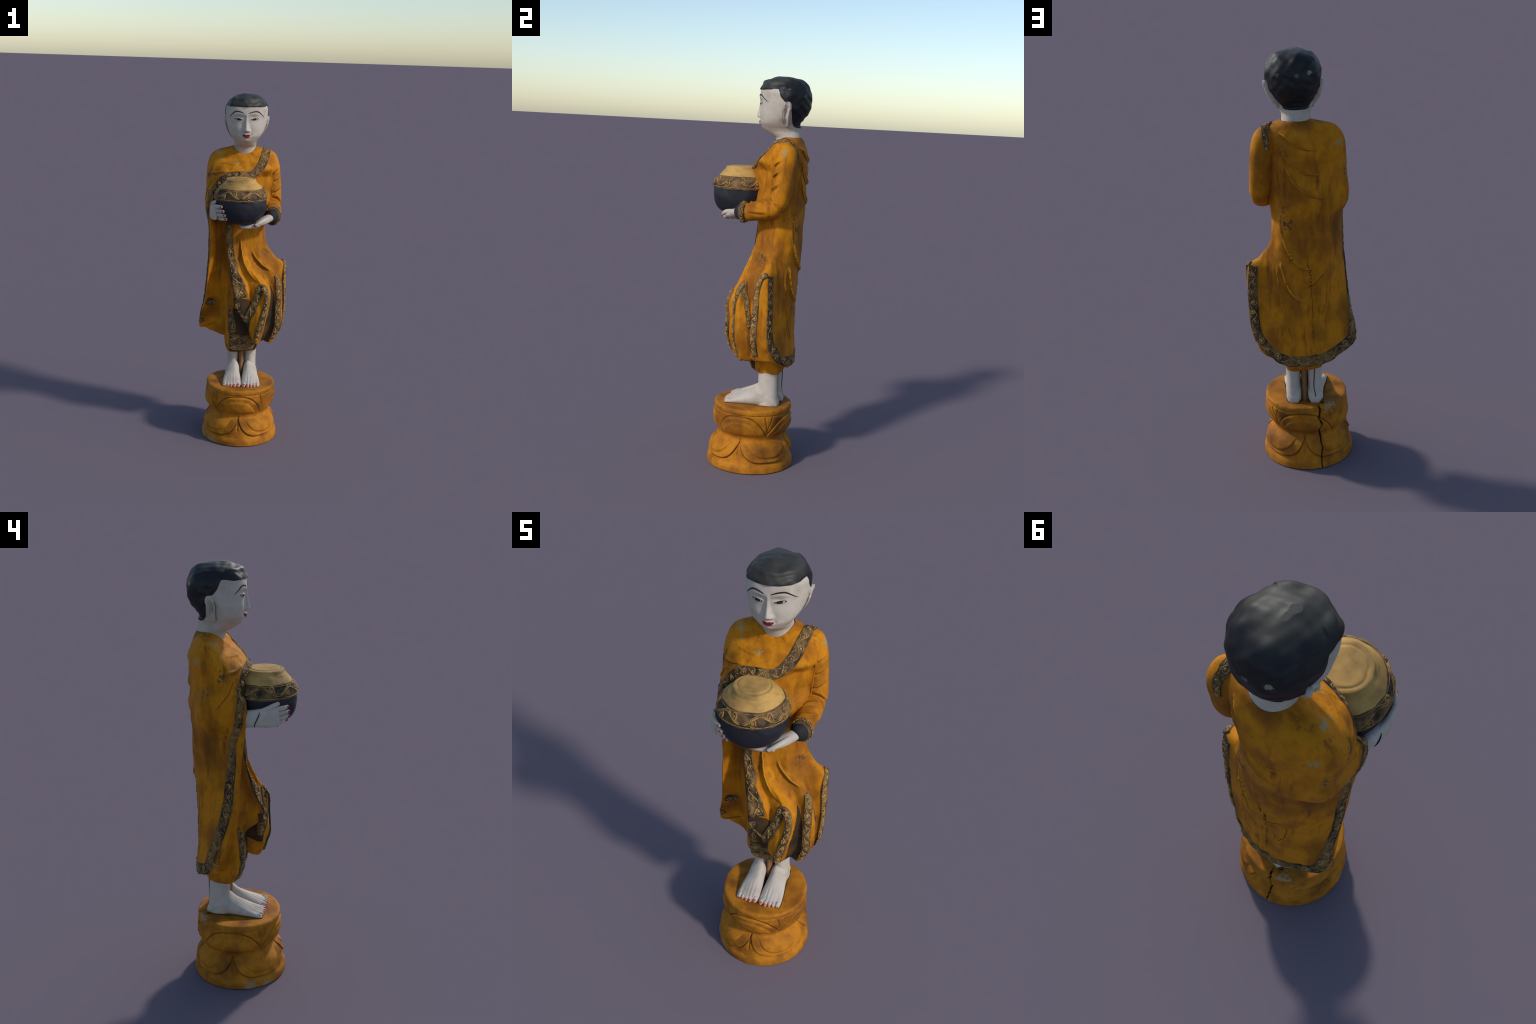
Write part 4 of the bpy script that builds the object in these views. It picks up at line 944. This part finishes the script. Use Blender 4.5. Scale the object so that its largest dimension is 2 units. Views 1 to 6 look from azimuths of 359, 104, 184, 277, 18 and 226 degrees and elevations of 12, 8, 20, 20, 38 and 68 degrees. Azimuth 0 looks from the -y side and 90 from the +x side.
# ------------------------------------------------------------------ lotus pedestal
PED = [(.0, .2210), (.004, .2225), (.022, .2220), (.036, .2180), (.046, .2120), (.060, .2090), (.085, .2050), (.110, .1970), (.132, .1860), (.150, .1735), (.160, .1685), (.170, .1690), (.182, .1725), (.200, .1790), (.222, .1870), (.250, .1930), (.280, .1965), (.300, .1975), (.314, .1980), (.322, .1955), (TOP, .1900)]
def pedestal_surface():
    z = np.r_[np.linspace(0, TOP, 190)]; na = 640
    a = np.linspace(0, TAU, na, endpoint=False)              # azimuth from the front
    r = table(PED, z)
    deg = np.degrees(a)
    R = np.repeat(r[:, None], na, 1); Z = np.repeat(z[:, None], na, 1)
    # lower petals: four, meeting at front, left, back and right
    da = (deg + 3) % 90 - 45
    zl = .050 + .100 * np.abs(da / 45) ** 4.2
    body = smoothstep(-.004, .012, Z - zl[None]) * smoothstep(.165, .12, Z)
    R += .0085 * body - .0060 * gauss(Z - zl[None], .0050) * (Z < .15)
    split = gauss(np.radians(45 - np.abs(da))[None] * .19, .004) * (Z > .085) * (Z < .165)
    R -= .006 * split
    inner = .075 + .085 * np.abs(da / 34) ** 3.0
    R += .0060 * smoothstep(-.008, .016, Z - inner[None]) * smoothstep(.158, .11, Z) - .0028 * gauss(Z - inner[None], .007) * (Z < .14)
    # upper petals: four wide ones and slips of others between them
    du = (deg + 45 + 4) % 90 - 45
    zh = .290 - .110 * np.abs(du / 45) ** 2.6
    R += .0050 * smoothstep(.004, -.012, Z - zh[None]) * smoothstep(.165, .20, Z) - .0060 * gauss(Z - zh[None], .0048) * (Z > .17)
    inner = .262 - .090 * np.abs(du / 34) ** 2.6
    R += .0055 * smoothstep(.006, -.014, Z - inner[None]) * smoothstep(.172, .205, Z)
    R -= .0040 * gauss(Z - .297, .0035) * 1.0
    dv = (deg + 4) % 90 - 45
    R -= .0045 * gauss(np.abs(dv)[None] * .0036 - (Z - .215) * .28, .004) * (Z > zh[None]) * (Z < .293)
    lean = np.clip(np.cos(np.radians(deg - 240)), 0, 1) ** 1.5
    R += (.018 * lean)[None] * smoothstep(.135, .165, Z) * smoothstep(.27, .20, Z) + (.006 * lean)[None] * smoothstep(.2, .27, Z)
    # outline: slightly egg-shaped, deeper behind
    P = np.stack([R * np.sin(a) * 1.0 + .003, -R * np.cos(a) * 1.015 + .020, Z], -1)
    P += (.0014 * wobble(P, 24, 12, 3) + .0013 * wobble(P, 85, 13, 2))[..., None] * np.stack([np.sin(a), -np.cos(a), 0 * a], -1)[None]
    P[..., 0] += .004 * smoothstep(.1, .3, Z)
    P[..., 1] += .003 * smoothstep(.1, .3, Z)
    P[0, :, 2] = 0
    # top: from the rounded rim in to the middle
    tops = []
    for f in (.97, .93, .80, .6, .4, .2, .03):
        q = P[-1] * f + np.array([.006, .022, 0]) * (1 - f); q[:, 2] = TOP + (.0015 if f < .95 else .001) + .0012 * wobble(q, 30, 2, 2); tops.append(q)
    under = [np.concatenate([P[0][:, :2] * f, np.zeros((na, 1))], 1) for f in (.02, .5, .97)]
    return np.concatenate([np.stack(under), P, np.stack(tops)], 0), zl, zh, deg
PG, zl, zh, deg = pedestal_surface()
pn, pa = PG.shape[:2]
PV = PG.reshape(-1, 3); PF = grid_faces(pn, pa, True)
PN = vertex_normals(PV, PF)
# the long crack up the back
crackpath = [(-.060,.336),(-.064,.322),(-.069,.31),(-.061,.264),(-.076,.228),(-.057,.197),(-.066,.137),(-.074,.105),(-.067,.065),(-.069,.0)]
cz = np.array([p[1] for p in crackpath])[::-1]; cxx = np.array([p[0] for p in crackpath])[::-1]
xc = np.interp(PV[:, 2], cz, cxx)
onback = PV[:, 1] > .08
wid = np.interp(PV[:, 2], [0, .1, .2, .33], [.0022, .0026, .0034, .0046])
top_x = -.060 + (PV[:, 1] - .2) * .20 + .005 * np.sin(PV[:, 1] * 110)
flat = PV[:, 2] > TOP - .002
xc = np.where(flat, top_x, xc)
cd = np.where(onback & (~flat | (PV[:, 1] > .15)), np.abs(PV[:, 0] - xc), 1)
PV = PV - PN * (.014 * np.exp(-(cd / (wid * 1.1)) ** 4))[:, None]
PV[:, 2] = np.maximum(PV[:, 2], 0)
PN = vertex_normals(PV, PF)
PGN = PV.reshape(pn, pa, 3)
def petal_line(zfun, half, k0, r=.0016):
    d = np.linspace(-half, half, 70); col = ((np.radians((k0 + d) % 360) / TAU) * pa).astype(int) % pa
    zz = zfun(d); out = []
    for c, zq in zip(col, zz):
        rowk = 3 + int(round(zq / TOP * 189)); out.append(PGN[min(max(rowk, 3), 191), c])
    return wire(resample(np.array(out), .004)[0], r, 6)
fcd = cd[PF].mean(1); fw = wid[PF].mean(1); fz = PV[PF].mean(1)[:, 2]
row = np.arange(len(PF)) // pa; colf = np.arange(len(PF)) % pa
fdeg = deg[colf]; reg = np.full(len(PF), 0)
da = (fdeg + 3) % 90 - 45; du = (fdeg + 49) % 90 - 45
lo = (fz > zl[colf]) & (fz < .165); hi = (fz < zh[colf]) & (fz >= .165) & (row < pn - 8)
reg[lo] = 1 + ((fdeg[lo] + 3) // 90).astype(int) % 4
reg[hi] = 5 + ((fdeg[hi] + 49) // 90).astype(int) % 4
reg[fcd < fw * .85] = 9
ped = bpy.data.objects.new("lotus_pedestal", None); bpy.context.scene.collection.objects.link(ped); ped.parent = statue
heap = Heap()
for k in range(4):
    heap.add(petal_line(lambda d: .050 + .100 * np.abs(d / 45) ** 4.2, 43.5, k * 90 + 42))
    heap.add(petal_line(lambda d: .290 - .110 * np.abs(d / 45) ** 2.6, 44, k * 90 - 4))
lines = heap.make("petal_outline", PLINE, ped)
F_ = np.asarray(PF)
for k in range(10):
    sel = F_[reg == k]
    if not len(sel): continue
    used, inv = np.unique(sel, return_inverse=True)
    nm = "pedestal_body" if k == 0 else ("wood_crack" if k == 9 else "lotus_petal")
    mesh_object(nm, PV[used], inv.reshape(sel.shape), DARK if k == 9 else PEDESTAL, ped, normals=PN[used])
